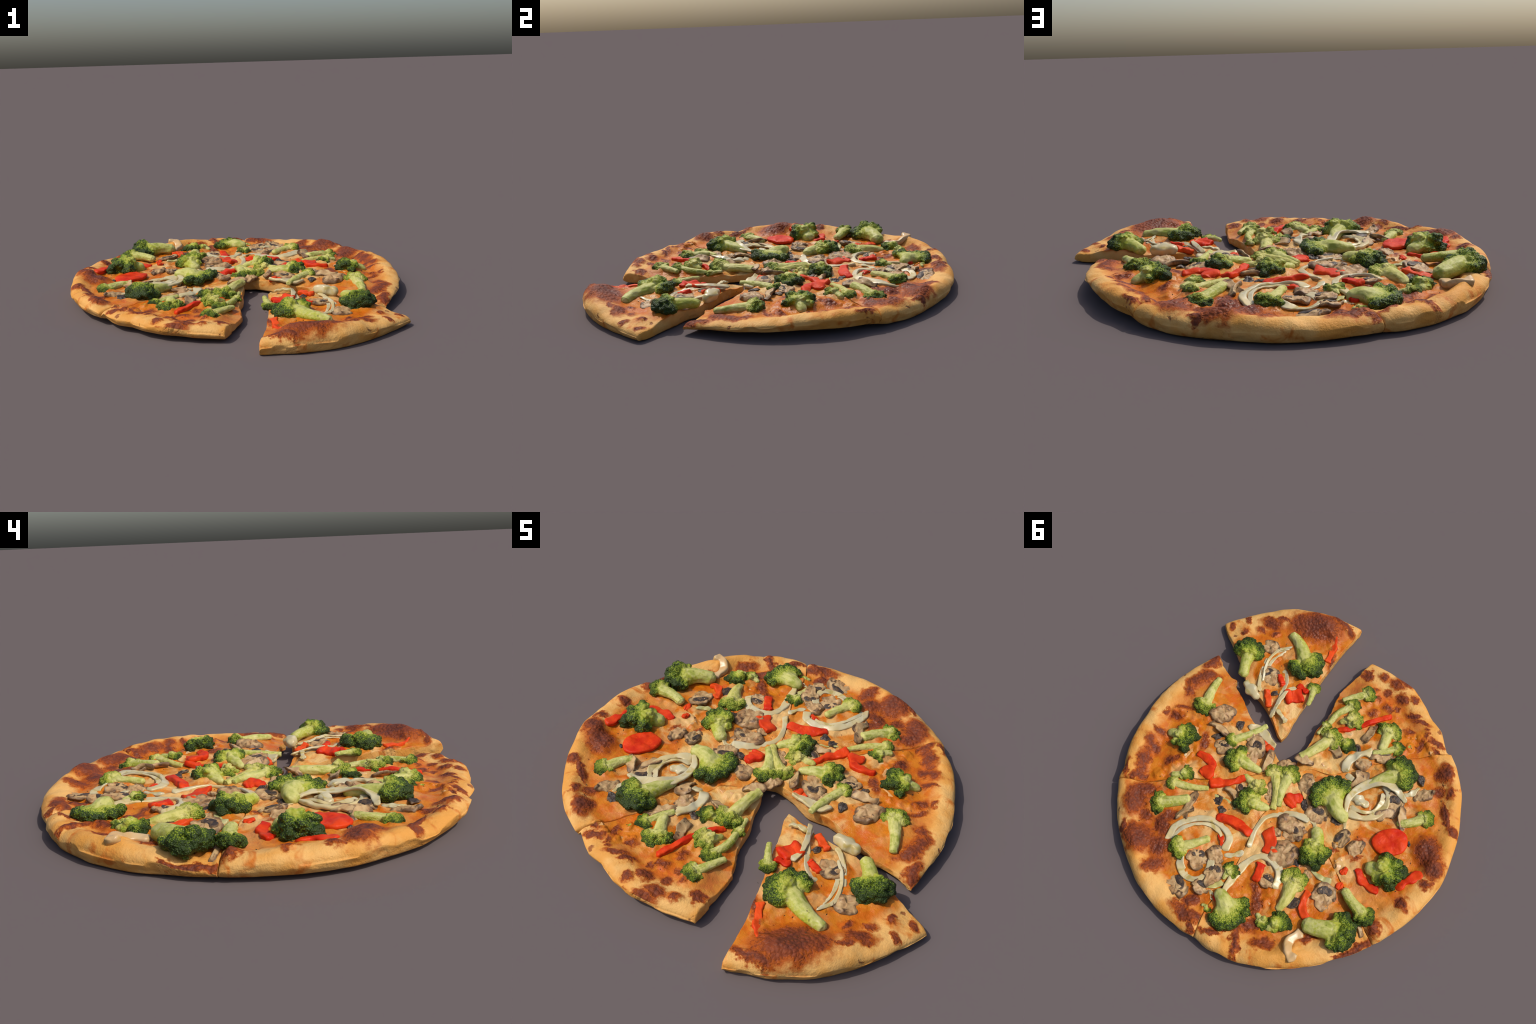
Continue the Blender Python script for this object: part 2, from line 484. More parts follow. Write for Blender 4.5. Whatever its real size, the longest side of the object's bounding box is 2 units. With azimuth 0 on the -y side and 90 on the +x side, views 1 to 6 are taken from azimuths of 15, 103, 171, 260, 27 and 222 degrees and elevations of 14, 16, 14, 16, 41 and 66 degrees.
    glossy = m.step(inset, 0.08, 0.2, 0.60, 0.36)
    return m.finish(color, glossy, nrm, spec=0.17, sss=0.0)


COL = dict(
    dough=lin(212, 164, 96), dough_gold=lin(204, 142, 64), dough_toast=lin(188, 108, 38),
    cream=lin(202, 146, 72), pink=lin(192, 118, 44), orange=lin(182, 92, 14), gold=lin(188, 110, 22), amber=lin(202, 116, 18),
    sauce=lin(186, 82, 24), melt=lin(208, 178, 118), toast=lin(156, 74, 16), brown=lin(120, 56, 28), char=lin(92, 46, 32),
)


# --------------------------------------------------------------------------
# bread solid of one slice
# --------------------------------------------------------------------------
def bread(parent, disc, left, right, az_left, az_right, spots, seed, gap_left=0.0006, gap_right=0.0006):
    ns, nt = 210, max(120, int(abs(az_right - az_left) * 3.4))
    u = np.linspace(0, 1, ns)
    s = 1 - (1 - u) ** 1.35
    s = 0.75 * s + 0.25 * (1 - (1 - u) ** 3)
    s = s / s[-1]
    v = np.linspace(0, 1, nt)
    t = 0.55 * v + 0.45 * (0.5 - 0.5 * np.cos(np.pi * v))

    def on_rim(az):
        a = np.radians(az)
        r = rule(disc, "radius", az) + 0.004 * noise(np.stack([np.cos(a), np.sin(a), a * 0], -1).reshape(-1, 3), 13, 77).reshape(np.shape(a))
        return disc["centre"] + np.stack([np.cos(a) * r, np.sin(a) * r], -1)

    el, er = np.array(left, float), np.array(right, float)
    el[-1], er[-1] = on_rim(np.array(az_left)), on_rim(np.array(az_right))
    EL, ER = spline(el, 600), spline(er, 600)
    k = np.linspace(0, 1, 600)
    L = np.stack([np.interp(s, k, EL[:, i]) for i in (0, 1)], 1)
    R = np.stack([np.interp(s, k, ER[:, i]) for i in (0, 1)], 1)
    # ragged knife edges, then a hair of room between neighbours
    chord = R - L
    width = np.linalg.norm(chord, axis=1)
    n = chord / np.maximum(width, 1e-6)[:, None]
    pl, pr = np.c_[L, np.zeros(ns)], np.c_[R, np.zeros(ns)]
    fade = np.minimum(1, width / 0.15)
    bend = 0.010 * noise(pl, 7, 51), 0.010 * noise(pr, 7, 51)
    inner_only = smooth(0, 0.1, s) * smooth(1.0, 0.85, s)
    L, R = L + n * (bend[0] * inner_only * (seed != 6))[:, None], R + n * (bend[1] * inner_only * (seed != 6))[:, None]
    if seed == 6:
        gap_left, gap_right = gap_left * smooth(1.0, 0.8, s), gap_right * smooth(1.0, 0.8, s)
    gap_left, gap_right = np.minimum(gap_left, 0.3 * width), np.minimum(gap_right, 0.3 * width)
    rag_l = gap_left + 0.003 * np.abs(noise(pl, 28, seed + 1)) * fade
    rag_r = gap_right + 0.003 * np.abs(noise(pr, 28, seed + 2)) * fade
    L, R = L + n * rag_l[:, None], R - n * rag_r[:, None]
    width = np.linalg.norm(R - L, axis=1)
    arc = on_rim(az_left + (az_right - az_left) * t)
    bulge = arc - (arc[0] + (arc[-1] - arc[0]) * t[:, None])
    xy = L[:, None] * (1 - t)[None, :, None] + R[:, None] * t[None, :, None] + (s ** 1.6)[:, None, None] * bulge[None]
    flat = xy.reshape(-1, 2)
    z = top_height(disc, flat).reshape(ns, nt)
    # shoulders along the cuts, rounder at the crust
    e = np.minimum(t, 1 - t)[None, :] * width[:, None]
    tip = (s * 0.9)[:, None] + np.zeros_like(e)
    e = np.minimum(e, tip * 0.8 + 0.002)
    az, r = polar(disc, flat)
    inset = (rule(disc, "radius", az) - r).reshape(ns, nt)
    rr = 0.004 + 0.010 * smooth(0.16, 0.03, inset)
    # the free edges of the gap sag
    free = {1: t, 5: 1 - t, 6: np.minimum(t, 1 - t)}.get(seed)
    if free is not None:
        z = z - 0.013 * smooth(0.10, 0.0, free[None, :] * width[:, None]) * smooth(0.03, 0.12, inset)
    q = np.clip(1 - e / rr, 0, 1)
    z = z - rr * (1 - np.sqrt(np.clip(1 - q * q, 0, 1))) * 0.8
    top = np.concatenate([xy, z[..., None]], -1)
    verts = [top.reshape(-1, 3)]
    faces = [grid_faces(ns, nt)]
    # boundary loop: left cut outwards, rim, right cut inwards
    idx = np.arange(ns * nt).reshape(ns, nt)
    loop = np.r_[idx[:, 0], idx[-1, 1:], idx[::-1, -1][1:], idx[0, ::-1][1:-1]]
    b = verts[0][loop]
    nxt, prv = np.roll(b, -1, 0), np.roll(b, 1, 0)
    tan = (nxt - prv)[:, :2]
    out = np.stack([tan[:, 1], -tan[:, 0]], 1)
    out /= np.maximum(np.linalg.norm(out, axis=1), 1e-6)[:, None]
    mean = b[:, :2].mean(0)
    if np.mean(np.sum(out * (b[:, :2] - mean), 1)) < 0:
        out = -out
    baz, br = polar(disc, b[:, :2])
    rimw = smooth(0.05, 0.0, rule(disc, "radius", baz) - br)
    low = rule(disc, "lower", baz) * smooth(0.75, 0.05, rule(disc, "radius", baz) - br)
    low = np.maximum(low + 0.002 * noise(b, 12, seed + 4), 0.0)
    if parent is pizza_thing:
        low = np.maximum(low, 0.012 * smooth(0.45, 0.75, rule(disc, "radius", baz) - br))
    radial = b[:, :2] - disc["centre"]
    radial /= np.linalg.norm(radial, axis=1)[:, None]
    bulge_out = 1.0
    start, last = ns * nt, loop
    rows = 9
    for row in range(1, rows + 1):
        f = row / rows
        zz = b[:, 2] * (1 - f) + low * f
        swell = (1 - rimw) * (0.002 + 0.004 * noise(np.c_[b[:, :2], zz], 34, seed + 6)) * math.sin(math.pi * f) * (bulge_out if seed in (1, 5, 6) else 0)
        lump = rimw * (0.006 * noise(np.c_[b[:, :2], zz * 2], 11, seed + 61) + 0.003 * noise(np.c_[b[:, :2], zz * 2], 28, seed + 62)) * math.sin(math.pi * f)
        ring = np.c_[b[:, :2] - radial * (rimw * 0.018 * f ** 1.5 - lump)[:, None] + out * swell[:, None], zz]
        verts.append(ring)
        cur = start + np.arange(len(loop))
        faces.append(np.stack([last, cur, np.roll(cur, -1), np.roll(last, -1)], -1))
        start, last = start + len(loop), cur
    under = verts[-1].copy()
    heart = under.mean(0)
    for shrink in (0.97, 0.85, 0.4):
        ring = heart + (under - heart) * shrink
        ring[:, 2] = np.maximum(under[:, 2] * shrink ** 2, 0.001)
        verts.append(ring)
        cur = start + np.arange(len(loop))
        faces.append(np.stack([last, cur, np.roll(cur, -1), np.roll(last, -1)], -1))
        start, last = start + len(loop), cur
    verts.append(np.array([[heart[0], heart[1], 0.001]]))
    fan = np.stack([last, np.full(len(loop), start), np.roll(last, -1)], -1)
    verts = np.vstack(verts)
    faces = np.vstack(faces)
    bm_faces = [tuple(f) for f in faces.tolist()] + [tuple(f) for f in fan.tolist()]
    mat = bread_material("bread_%d" % seed, disc, spots, seed)
    whole = new_mesh("whole", verts, bm_faces, mat)
    bm = bmesh.new()
    bm.from_mesh(whole)
    bmesh.ops.recalc_face_normals(bm, faces=bm.faces[:])
    bm.to_mesh(whole)
    bm.free()
    whole.update()
    normals = np.empty(len(verts) * 3, np.float32)
    whole.vertices.foreach_get("normal", normals)
    normals = normals.reshape(-1, 3)
    loops = [tuple(p.vertices) for p in whole.polygons]
    # the cheese is the part of the upper surface inside the rim
    quad_c = verts[grid_faces(ns, nt)].mean(1)
    caz, cr = polar(disc, quad_c[:, :2])
    d = rule(disc, "radius", caz) - cr + 0.03 * noise(quad_c, 12, seed + 8)
    is_cheese = np.zeros(len(loops), bool)
    is_cheese[: len(quad_c)] = d > 0.115
    for name, pick in (("crust", ~is_cheese), ("cheese_topping", is_cheese)):
        fs = [loops[i] for i in np.nonzero(pick)[0]]
        used = np.unique(np.concatenate([np.array(f) for f in fs]))
        remap = {int(o): i for i, o in enumerate(used)}
        me = new_mesh(name, verts[used], [[remap[i] for i in f] for f in fs], mat)
        me.normals_split_custom_set_from_vertices(normals[used].tolist())
        add(name, me, parent)
    bpy.data.meshes.remove(whole)


# --------------------------------------------------------------------------
# topping shapes
# --------------------------------------------------------------------------
def sweep(path, half_w, half_h, n_around=20, power=2.6, cup=0.0, wave=0.0, seed=0, cap=0.5, tilt=None):
    """rounded bar along a path of (x,y,z); half_w/half_h may be arrays"""
    path = np.asarray(path, float)
    n = len(path)
    half_w, half_h = np.broadcast_to(half_w, n).astype(float), np.broadcast_to(half_h, n).astype(float)
    tan = np.gradient(path, axis=0)
    tan /= np.linalg.norm(tan, axis=1)[:, None]
    side = np.cross(tan, [0, 0, 1.0])
    side /= np.maximum(np.linalg.norm(side, axis=1), 1e-6)[:, None]
    up = np.cross(side, tan)
    if tilt is not None:
        a = np.broadcast_to(tilt, n)[:, None]
        side, up = side * np.cos(a) + up * np.sin(a), up * np.cos(a) - side * np.sin(a)
    s = np.r_[0, np.cumsum(np.linalg.norm(np.diff(path, axis=0), axis=1))]
    capl = cap * half_w.mean() + 1e-6
    end = np.minimum(s, s[-1] - s) / capl
    shrink = np.sqrt(np.clip(1 - (1 - np.clip(end, 0, 1)) ** 2, 0.0, 1)) * 0.75 + 0.25
    a = np.linspace(0, 2 * np.pi, n_around, endpoint=False)
    ca, sa = np.cos(a), np.sin(a)
    cx = np.sign(ca) * np.abs(ca) ** (2 / power)
    cy = np.sign(sa) * np.abs(sa) ** (2 / power)
    rows = []
    for i in range(n):
        x, y = cx * half_w[i] * shrink[i], cy * half_h[i] * shrink[i]
        y = y + cup * half_w[i] * (np.abs(cx) ** 2 - 0.4)
        rows.append(path[i] + side[i] * x[:, None] + up[i] * y[:, None])
    v = np.vstack(rows)
    f = grid_faces(n, n_around, wrap=True).tolist()
    first, last = len(v), len(v) + 1
    v = np.vstack([v, v[:n_around].mean(0), v[(n - 1) * n_around:n * n_around].mean(0)])
    for k in range(n_around):
        k2 = (k + 1) % n_around
        f.append((first, k2, k))
        f.append((last, (n - 1) * n_around + k, (n - 1) * n_around + k2))
    if wave:
        off = np.stack([noise(v, 30, seed), noise(v, 30, seed + 3), noise(v, 30, seed + 6)], 1)
        v = v + off * wave + 0.35 * wave * np.stack([noise(v, 80, seed + 1), noise(v, 80, seed + 2), noise(v, 80, seed + 4)], 1)
    return v, f


def pillow(outline, height, n_around=56, rings=12, power=2.5, seed=0, wrinkle=0.0, wrinkle_scale=30, dent=0.0):
    """closed cushion over a star-shaped outline: outline(angle)->(x,y)"""
    a = np.linspace(0, 2 * np.pi, n_around, endpoint=False)
    o = np.array([outline(x) for x in a])
    rows = []
    for k in range(2 * rings + 1):
        w = k / (2 * rings) * np.pi
        rad = np.sin(w) ** (2 / power) if 0 < k < 2 * rings else 0.02
        zz = np.sign(np.cos(w)) * np.abs(np.cos(w)) ** (2 / power) * height
        if dent and k <= rings:
            zz = zz - dent * height * np.exp(-(rad / 0.45) ** 2)
        rows.append(np.c_[o * rad, np.full(n_around, zz)])
    v = np.vstack(rows)
    f = grid_faces(2 * rings + 1, n_around, wrap=True)[:, ::-1].tolist()
    f.append(tuple(range(n_around)))
    f.append(tuple(range(2 * rings * n_around + n_around - 1, 2 * rings * n_around - 1, -1)))
    if wrinkle:
        q = v + np.array([seed * 1.3, seed * 0.7, 0])
        v = v + np.stack([noise(q, wrinkle_scale, 1), noise(q, wrinkle_scale, 2), 1.5 * noise(q, wrinkle_scale, 3)], 1) * wrinkle
        v[:, 2] += wrinkle * 0.8 * noise(q, wrinkle_scale * 2.6, 4)
    return v, f


def place_bump(parent, x, y, rad, h):
    BUMPS["pizza" if parent is pizza_thing else "pizza_slice"].append((x, y, rad, h))


COUNT = {"n": 0}


def next_seed():
    COUNT["n"] += 1
    return COUNT["n"]


# --- broccoli ---------------------------------------------------------------
def broccoli_material():
    """pale at the fork of the stalk, lime on the branches, dark green on the outer buds"""
    m = Nodes("broccoli")
    co = m.coord()
    ripe = m.prop("ripeness")
    shift = m.vmath("ADD", co, m.vmath("SCALE", (9.0, 4.0, 2.0), scale=m.node("ShaderNodeObjectInfo", out="Random")))
    sep = m.tree.nodes.new("ShaderNodeSeparateXYZ")
    m.link(co, sep.inputs[0])
    x = m.math("MINIMUM", m.math("SUBTRACT", sep.outputs[0], 0.45), 0.0)
    away = m.vmath("LENGTH", m.node("ShaderNodeCombineXYZ", {0: x, 1: sep.outputs[1], 2: m.math("MULTIPLY", sep.outputs[2], 0.55)}), out="Value")
    n1 = m.noise(shift, 1.9, 4)
    n2 = m.noise(shift, 7, 4)
    streak = m.noise(m.vmath("MULTIPLY", shift, (0.6, 2.6, 2.6)), 2.0, 5)
    buds = m.voronoi(shift, 15)
    t = m.math("ADD", away, m.math("MULTIPLY", m.math("SUBTRACT", n1, 0.5), 1.3))
    t = m.math("ADD", t, m.math("MULTIPLY", m.math("SUBTRACT", n2, 0.5), 0.8))
    t = m.math("SUBTRACT", t, m.math("MULTIPLY", m.math("SUBTRACT", ripe, 0.38), 0.75))
    grain = m.math("MULTIPLY", m.math("SUBTRACT", buds, 0.38), m.step(away, 0.45, 0.8, 0.0, 0.95))
    t = m.math("ADD", t, grain)
    stem = m.math("ADD", m.math("MULTIPLY", m.math("SUBTRACT", streak, 0.5), 1.0), m.math("MULTIPLY", m.math("SUBTRACT", n1, 0.5), 1.6))
    c = m.mix(m.step(stem, -0.35, 0.1), GREEN["stem_green"], GREEN["stem"])
    c = m.mix(m.step(stem, 0.05, 0.6), c, GREEN["stem_pale"])
    c = m.mix(m.math("MULTIPLY", m.step(ripe, 0.5, 1.0), 0.3), c, GREEN["butter"])
    c = m.mix(m.step(t, 0.30, 0.62), c, GREEN["lime"])
    c = m.mix(m.step(t, 0.58, 0.90), c, GREEN["leaf"])
    c = m.mix(m.step(t, 0.88, 1.15), c, GREEN["deep"])
    c = m.mix(m.step(t, 1.12, 1.40), c, GREEN["dark"])
    scorch = m.step(m.noise(m.vmath("ADD", shift, (3, 3, 3)), 5, 4), 0.66, 0.74)
    c = m.mix(m.math("MULTIPLY", scorch, 0.7), c, GREEN["scorch"])
    h = m.math("SUBTRACT", m.math("ADD", m.math("MULTIPLY", n2, 0.5), m.math("MULTIPLY", streak, 0.35)), m.math("MULTIPLY", buds, m.step(away, 0.4, 0.8)))
    return m.finish(c, 0.5, m.bump(h, 0.7, 0.006), spec=0.22)


GREEN = dict(
    dark=lin(40, 54, 16), deep=lin(74, 92, 20), leaf=lin(112, 128, 30), lime=lin(158, 160, 56), butter=lin(194, 174, 82),
    scorch=lin(50, 44, 22), stem=lin(182, 178, 104), stem_green=lin(142, 148, 58), stem_pale=lin(206, 198, 148),
)
MAT = {}


def floret(parent, style, head, end, size, ripe=0.4, wide=1.0, lift=0.0, thick=0.48, bow=0.0):
    """one floret; built in units of its crown size, x axis towards the cut end of its stalk"""
    seed = next_seed()
    rng = np.random.default_rng(100 + seed)
    size = size * 1.02
    if "crown" not in MAT:
        MAT["crown"] = MAT["stalk"] = broccoli_material()
    dx, dy = end[0] - head[0], end[1] - head[1]
    length = max(math.hypot(dx, dy) / size, 0.5)
    lobes, tubes = [], []          # (centre, radius), (from, to, r0, r1)
    if style == "side":
        n = 7
        for k in range(n):
            phi = math.radians(-125 + 250 * (k + 0.5) / n + rng.uniform(-14, 14))
            lobes.append((np.array([-math.cos(phi) * 0.50, math.sin(phi) * 0.60 * wide, rng.uniform(-0.12, 0.22)]), rng.uniform(0.34, 0.44)))
        for k in range(3):
            lobes.append((np.array([rng.uniform(-0.35, 0.1), rng.uniform(-0.4, 0.4) * wide, rng.uniform(0.26, 0.42)]), rng.uniform(0.30, 0.40)))
        lobes.append((np.array([-0.1, 0, 0.0]), 0.5))
    elif style == "dome":
        lobes.append((np.array([0, 0, -0.05]), 0.62))
        n = 9
        for k in range(n):
            phi = 2 * math.pi * (k + rng.uniform(-0.3, 0.3)) / n
            h = 0.05 if k % 2 else 0.38
            rr = 0.64 if k % 2 else 0.42
            lobes.append((np.array([math.cos(phi) * rr, math.sin(phi) * rr * wide, h * rng.uniform(0.8, 1.2)]), rng.uniform(0.28, 0.40)))
    else:
        n = 9
        for k in range(n):
            phi = math.radians(-100 + 200 * k / (n - 1) + rng.uniform(-7, 7))
            lobes.append((np.array([-math.cos(phi) * 0.66, math.sin(phi) * 0.80 * wide, rng.uniform(-0.08, 0.12)]), rng.uniform(0.22, 0.30)))
        for k in range(4):
            phi = math.radians(rng.uniform(-80, 80))
            lobes.append((np.array([-math.cos(phi) * 0.4, math.sin(phi) * 0.5 * wide, -0.1]), 0.26))
    fork = np.array([0.30 if style != "fan" else 0.4, 0, -0.02])
    if style != "dome" or length > 0.7:
        steps = 14
        end_k = rng.uniform(0.45, 0.8)

        def girth(f):
            return thick * (1.0 * (1 - f) ** 2 + 2 * 0.72 * f * (1 - f) + end_k * f * f)

        pts = []
        sway, droop = rng.uniform(-0.18, 0.18), -0.08 + 0.05 * rng.uniform(-1, 1)
        for k in range(steps + 1):
            f = k / steps
            pts.append(fork * (1 - f) + np.array([length, 0, droop]) * f + np.array([0, (bow + sway) * math.sin(math.pi * f) * length * 0.5, 0.10 * math.sin(math.pi * f)]))
        for k in range(steps):
            f0 = k / steps
            tubes.append((pts[k], pts[k + 1], girth(f0), girth(f0 + 1 / steps)))
    for c, r in lobes:
        root = fork if style != "dome" else np.array([0.1, 0, -0.3])
        tubes.append((root, c * 0.95, min(thick, 0.48) * 0.8, r * 0.6))
    # small lumps on every lobe
    lumps = []
    for c, r in lobes:
        for k in range(9):
            d = rng.normal(size=3)
            d /= np.linalg.norm(d)
            d = d + np.array([-0.35, 0, 0.35]) + 0.5 * c
            d /= np.linalg.norm(d)
            lumps.append((c + d * r * 0.82, r * rng.uniform(0.30, 0.46)))
    bm = bmesh.new()
    joints = [(np.array(b), r1) for a, b, r0, r1 in tubes[:-len(lobes)][:-1]] + [(fork, thick * 0.98)]
    for c, r in lobes + lumps + (joints if len(tubes) > len(lobes) else []):
        bmesh.ops.create_icosphere(bm, subdivisions=2, radius=r, matrix=Matrix.Translation(Vector(c)))
    for a, b, r0, r1 in tubes:
        a, b = Vector(a), Vector(b)
        axis = b - a
        if axis.length < 1e-4:
            continue
        rot = axis.to_track_quat("Z", "Y").to_matrix().to_4x4()
        bmesh.ops.create_cone(bm, cap_ends=True, segments=18, radius1=r0, radius2=r1, depth=axis.length * 1.0, matrix=Matrix.Translation((a + b) / 2) @ rot)
    me = bpy.data.meshes.new("tmp")
    bm.to_mesh(me)
    bm.free()
    tmp = bpy.data.objects.new("tmp", me)
    bpy.context.collection.objects.link(tmp)
    rem = tmp.modifiers.new("remesh", "REMESH")
    rem.mode, rem.voxel_size, rem.adaptivity = "VOXEL", max(0.042, 0.0026 / size), 0.0
    sm = tmp.modifiers.new("smooth", "SMOOTH")
    sm.factor, sm.iterations = 0.5, 4
    dg = bpy.context.evaluated_depsgraph_get()
    ev = tmp.evaluated_get(dg)
    got = ev.to_mesh()
    nv = len(got.vertices)
    v = np.empty(nv * 3, np.float32)
    got.vertices.foreach_get("co", v)
    nr = np.empty(nv * 3, np.float32)
    got.vertices.foreach_get("normal", nr)
    v, nr = v.reshape(-1, 3).astype(float), nr.reshape(-1, 3).astype(float)
    polys = [tuple(p.vertices) for p in got.polygons]
    ev.to_mesh_clear()
    bpy.data.objects.remove(tmp)
    bpy.data.meshes.remove(me)
    # which vertices carry buds
    near = np.full(nv, 9.0)
    facing = np.zeros(nv)
    for c, r in lobes:
        off = v - c
        dist = np.linalg.norm(off, axis=1)
        k = dist / r < near
        near = np.where(k, dist / r, near)
        away = off @ np.array([-0.75, 0, 0.45]) / np.maximum(dist, 1e-6)
        facing = np.where(k, away, facing)
    q = v + seed * 3.7
    bud = smooth(1.65, 1.2, near) * smooth(-0.55, -0.1, facing + 0.35 * noise(q, 3, 2) + (0.5 if style == "dome" else 0))
    grain = 0.055 * (0.55 - cells(q, 7.5, seed)) + 0.05 * noise(q, 4.0, seed + 1) + 0.03 * (0.5 - cells(q, 15, seed + 2))
    ridge = 0.028 * noise(v * np.array([0.5, 1, 1]) + seed, 6.0, seed + 3)
    v = v + nr * (grain * bud + ridge * (1 - bud))[:, None]
    squash = 0.84
    v[:, 2] *= squash
    whole = new_mesh("whole", v, polys, MAT["crown"])
    nrm = np.empty(nv * 3, np.float32)
    whole.vertices.foreach_get("normal", nrm)
    nrm = nrm.reshape(-1, 3)
    z0 = surface_z(parent, *head) + 0.12 * size + lift
    z1 = surface_z(parent, *end) + 0.009 + 0.6 * lift
    pitch = math.atan2(z1 - z0 + 0.08 * size, max(length * size, 0.05))
    pitch = max(-0.35, min(0.35, pitch))
    root = bpy.data.objects.new("broccoli_floret", None)
    bpy.context.collection.objects.link(root)
    root.parent = parent
    root.location = (head[0], head[1], z0)
    root.rotation_euler = (0, -pitch, math.atan2(dy, dx))
    root.scale = (size, size, size)
    face_bud = np.array([np.mean(bud[list(p)]) for p in polys]) > 0.5
    for name, pick, mat in (("crown", face_bud, MAT["crown"]), ("stalk", ~face_bud, MAT["stalk"])):
        fs = [polys[i] for i in np.nonzero(pick)[0]]
        if not fs:
            continue
        used = np.unique(np.concatenate([np.array(f) for f in fs]))
        remap = {int(o): i for i, o in enumerate(used)}
        part = new_mesh(name, v[used], [[remap[i] for i in f] for f in fs], mat)
        part.normals_split_custom_set_from_vertices(nrm[used].tolist())
        ob = add(name, part, root)
        ob["ripeness"] = float(ripe)
    bpy.data.meshes.remove(whole)
    place_bump(parent, head[0], head[1], size * 1.05, 0.013)
    place_bump(parent, (head[0] + end[0]) / 2, (head[1] + end[1]) / 2, size * 0.6, 0.009)


# --- onion ------------------------------------------------------------------
def onion_material():
    m = Nodes("cooked_onion")
    co = m.coord()
    coat = m.prop("coated")
    hue = m.prop("hue")
    n1 = m.noise(co, 9, 4)
    n2 = m.noise(co, 40, 3)
    c = m.mix(m.step(n1, 0.35, 0.65), ONION["white"], ONION["cream"])
    c = m.mix(m.step(m.noise(co, 16, 3, distort=1.0), 0.52, 0.7), c, ONION["straw"])
    c = m.mix(m.math("MULTIPLY", hue, 0.8), c, ONION["green"])
    melt = m.mix(m.step(n1, 0.4, 0.6), ONION["melt"], ONION["melt_gold"])
    c = m.mix(m.math("MULTIPLY", coat, 0.9), c, melt)
    return m.finish(c, 0.35, m.bump(n2, 0.25, 0.004), spec=0.5)


ONION = dict(white=lin(186, 176, 142), cream=lin(192, 172, 120), straw=lin(172, 152, 86), green=lin(160, 164, 78), melt=lin(205, 150, 90), melt_gold=lin(196, 128, 60))


def lay(parent, path, n, rise):
    p = spline(path, n)
    z = np.array([surface_z(parent, x, y) for x, y in p[:: 3]])
    z = np.interp(np.arange(n), np.arange(n)[:: 3], z)
    ker = np.ones(9) / 9
    z = np.convolve(np.pad(z, 4, mode="edge"), ker, "valid")
    return np.c_[p, z + rise]


def onion(parent, path, width, lift=0.0, tall=0.62, coated=0.0, hue=0.0, cap=0.5):
    if width < 0.05:
        width, tall = width * 1.42, tall * 0.62
    seed = next_seed()
    if "onion" not in MAT:
        MAT["onion"] = onion_material()
    total = np.sum(np.linalg.norm(np.diff(np.array(path), axis=0), axis=1))
    n = max(16, int(total / 0.009))
    hh = width * 0.5 * tall
    p = lay(parent, path, n, hh * 0.55 + lift * 0.6 + 0.003 - 0.006 * coated)
    u = np.linspace(0, 1, n)
    p[:, 2] += lift * np.sin(np.pi * u) * 0.8 + 0.004 * noise(np.c_[u * 6, u * 0 + seed, u * 0], 1.0, seed)
    w = width * 0.5 * (0.85 + 0.40 * noise(np.c_[u * 4, u * 0 + seed, u * 0 + 2], 1.0, seed) + 0.1 * np.sin(np.pi * u))
    tilt = 0.5 * noise(np.c_[u * 3, u * 0 + seed, u * 0 + 7], 1.0, seed + 1)
    v, f = sweep(p, w, hh, n_around=22, power=3.0, cup=0.12, wave=0.003, seed=seed, cap=cap, tilt=tilt)
    ob = add("onion_strip", new_mesh("onion_strip", v, f, MAT["onion"]), parent)
    ob["coated"], ob["hue"] = float(coated), float(hue)
    for k in np.linspace(0, n - 1, max(3, int(total / (width * 1.2)))).astype(int):
        place_bump(parent, p[k, 0], p[k, 1], width * 0.8, 0.007 + 0.004 * coated)


# --- pepper -----------------------------------------------------------------
def pepper_material():
    m = Nodes("red_pepper")
    co = m.coord()
    orange = m.prop("orange")
    n1 = m.noise(co, 12, 4)
    n2 = m.noise(co, 70, 3)
    c = m.mix(m.step(n1, 0.35, 0.65), PEPPER["red"], PEPPER["scarlet"])
    c = m.mix(m.math("MULTIPLY", orange, 0.8), c, PEPPER["orange"])
    c = m.mix(m.math("MULTIPLY", m.step(m.noise(co, 20, 4, distort=0.6), 0.60, 0.72), 0.55), c, PEPPER["orange"])
    c = m.mix(m.math("MULTIPLY", m.step(m.noise(m.vmath("ADD", co, (4, 2, 1)), 18, 4), 0.62, 0.74), 0.6), c, PEPPER["wine"])
    return m.finish(c, 0.45, m.bump(m.math("ADD", n1, m.math("MULTIPLY", n2, 0.5)), 0.5, 0.008), spec=0.12)


PEPPER = dict(red=lin(186, 36, 12), scarlet=lin(206, 62, 18), orange=lin(214, 84, 28), wine=lin(140, 20, 18))


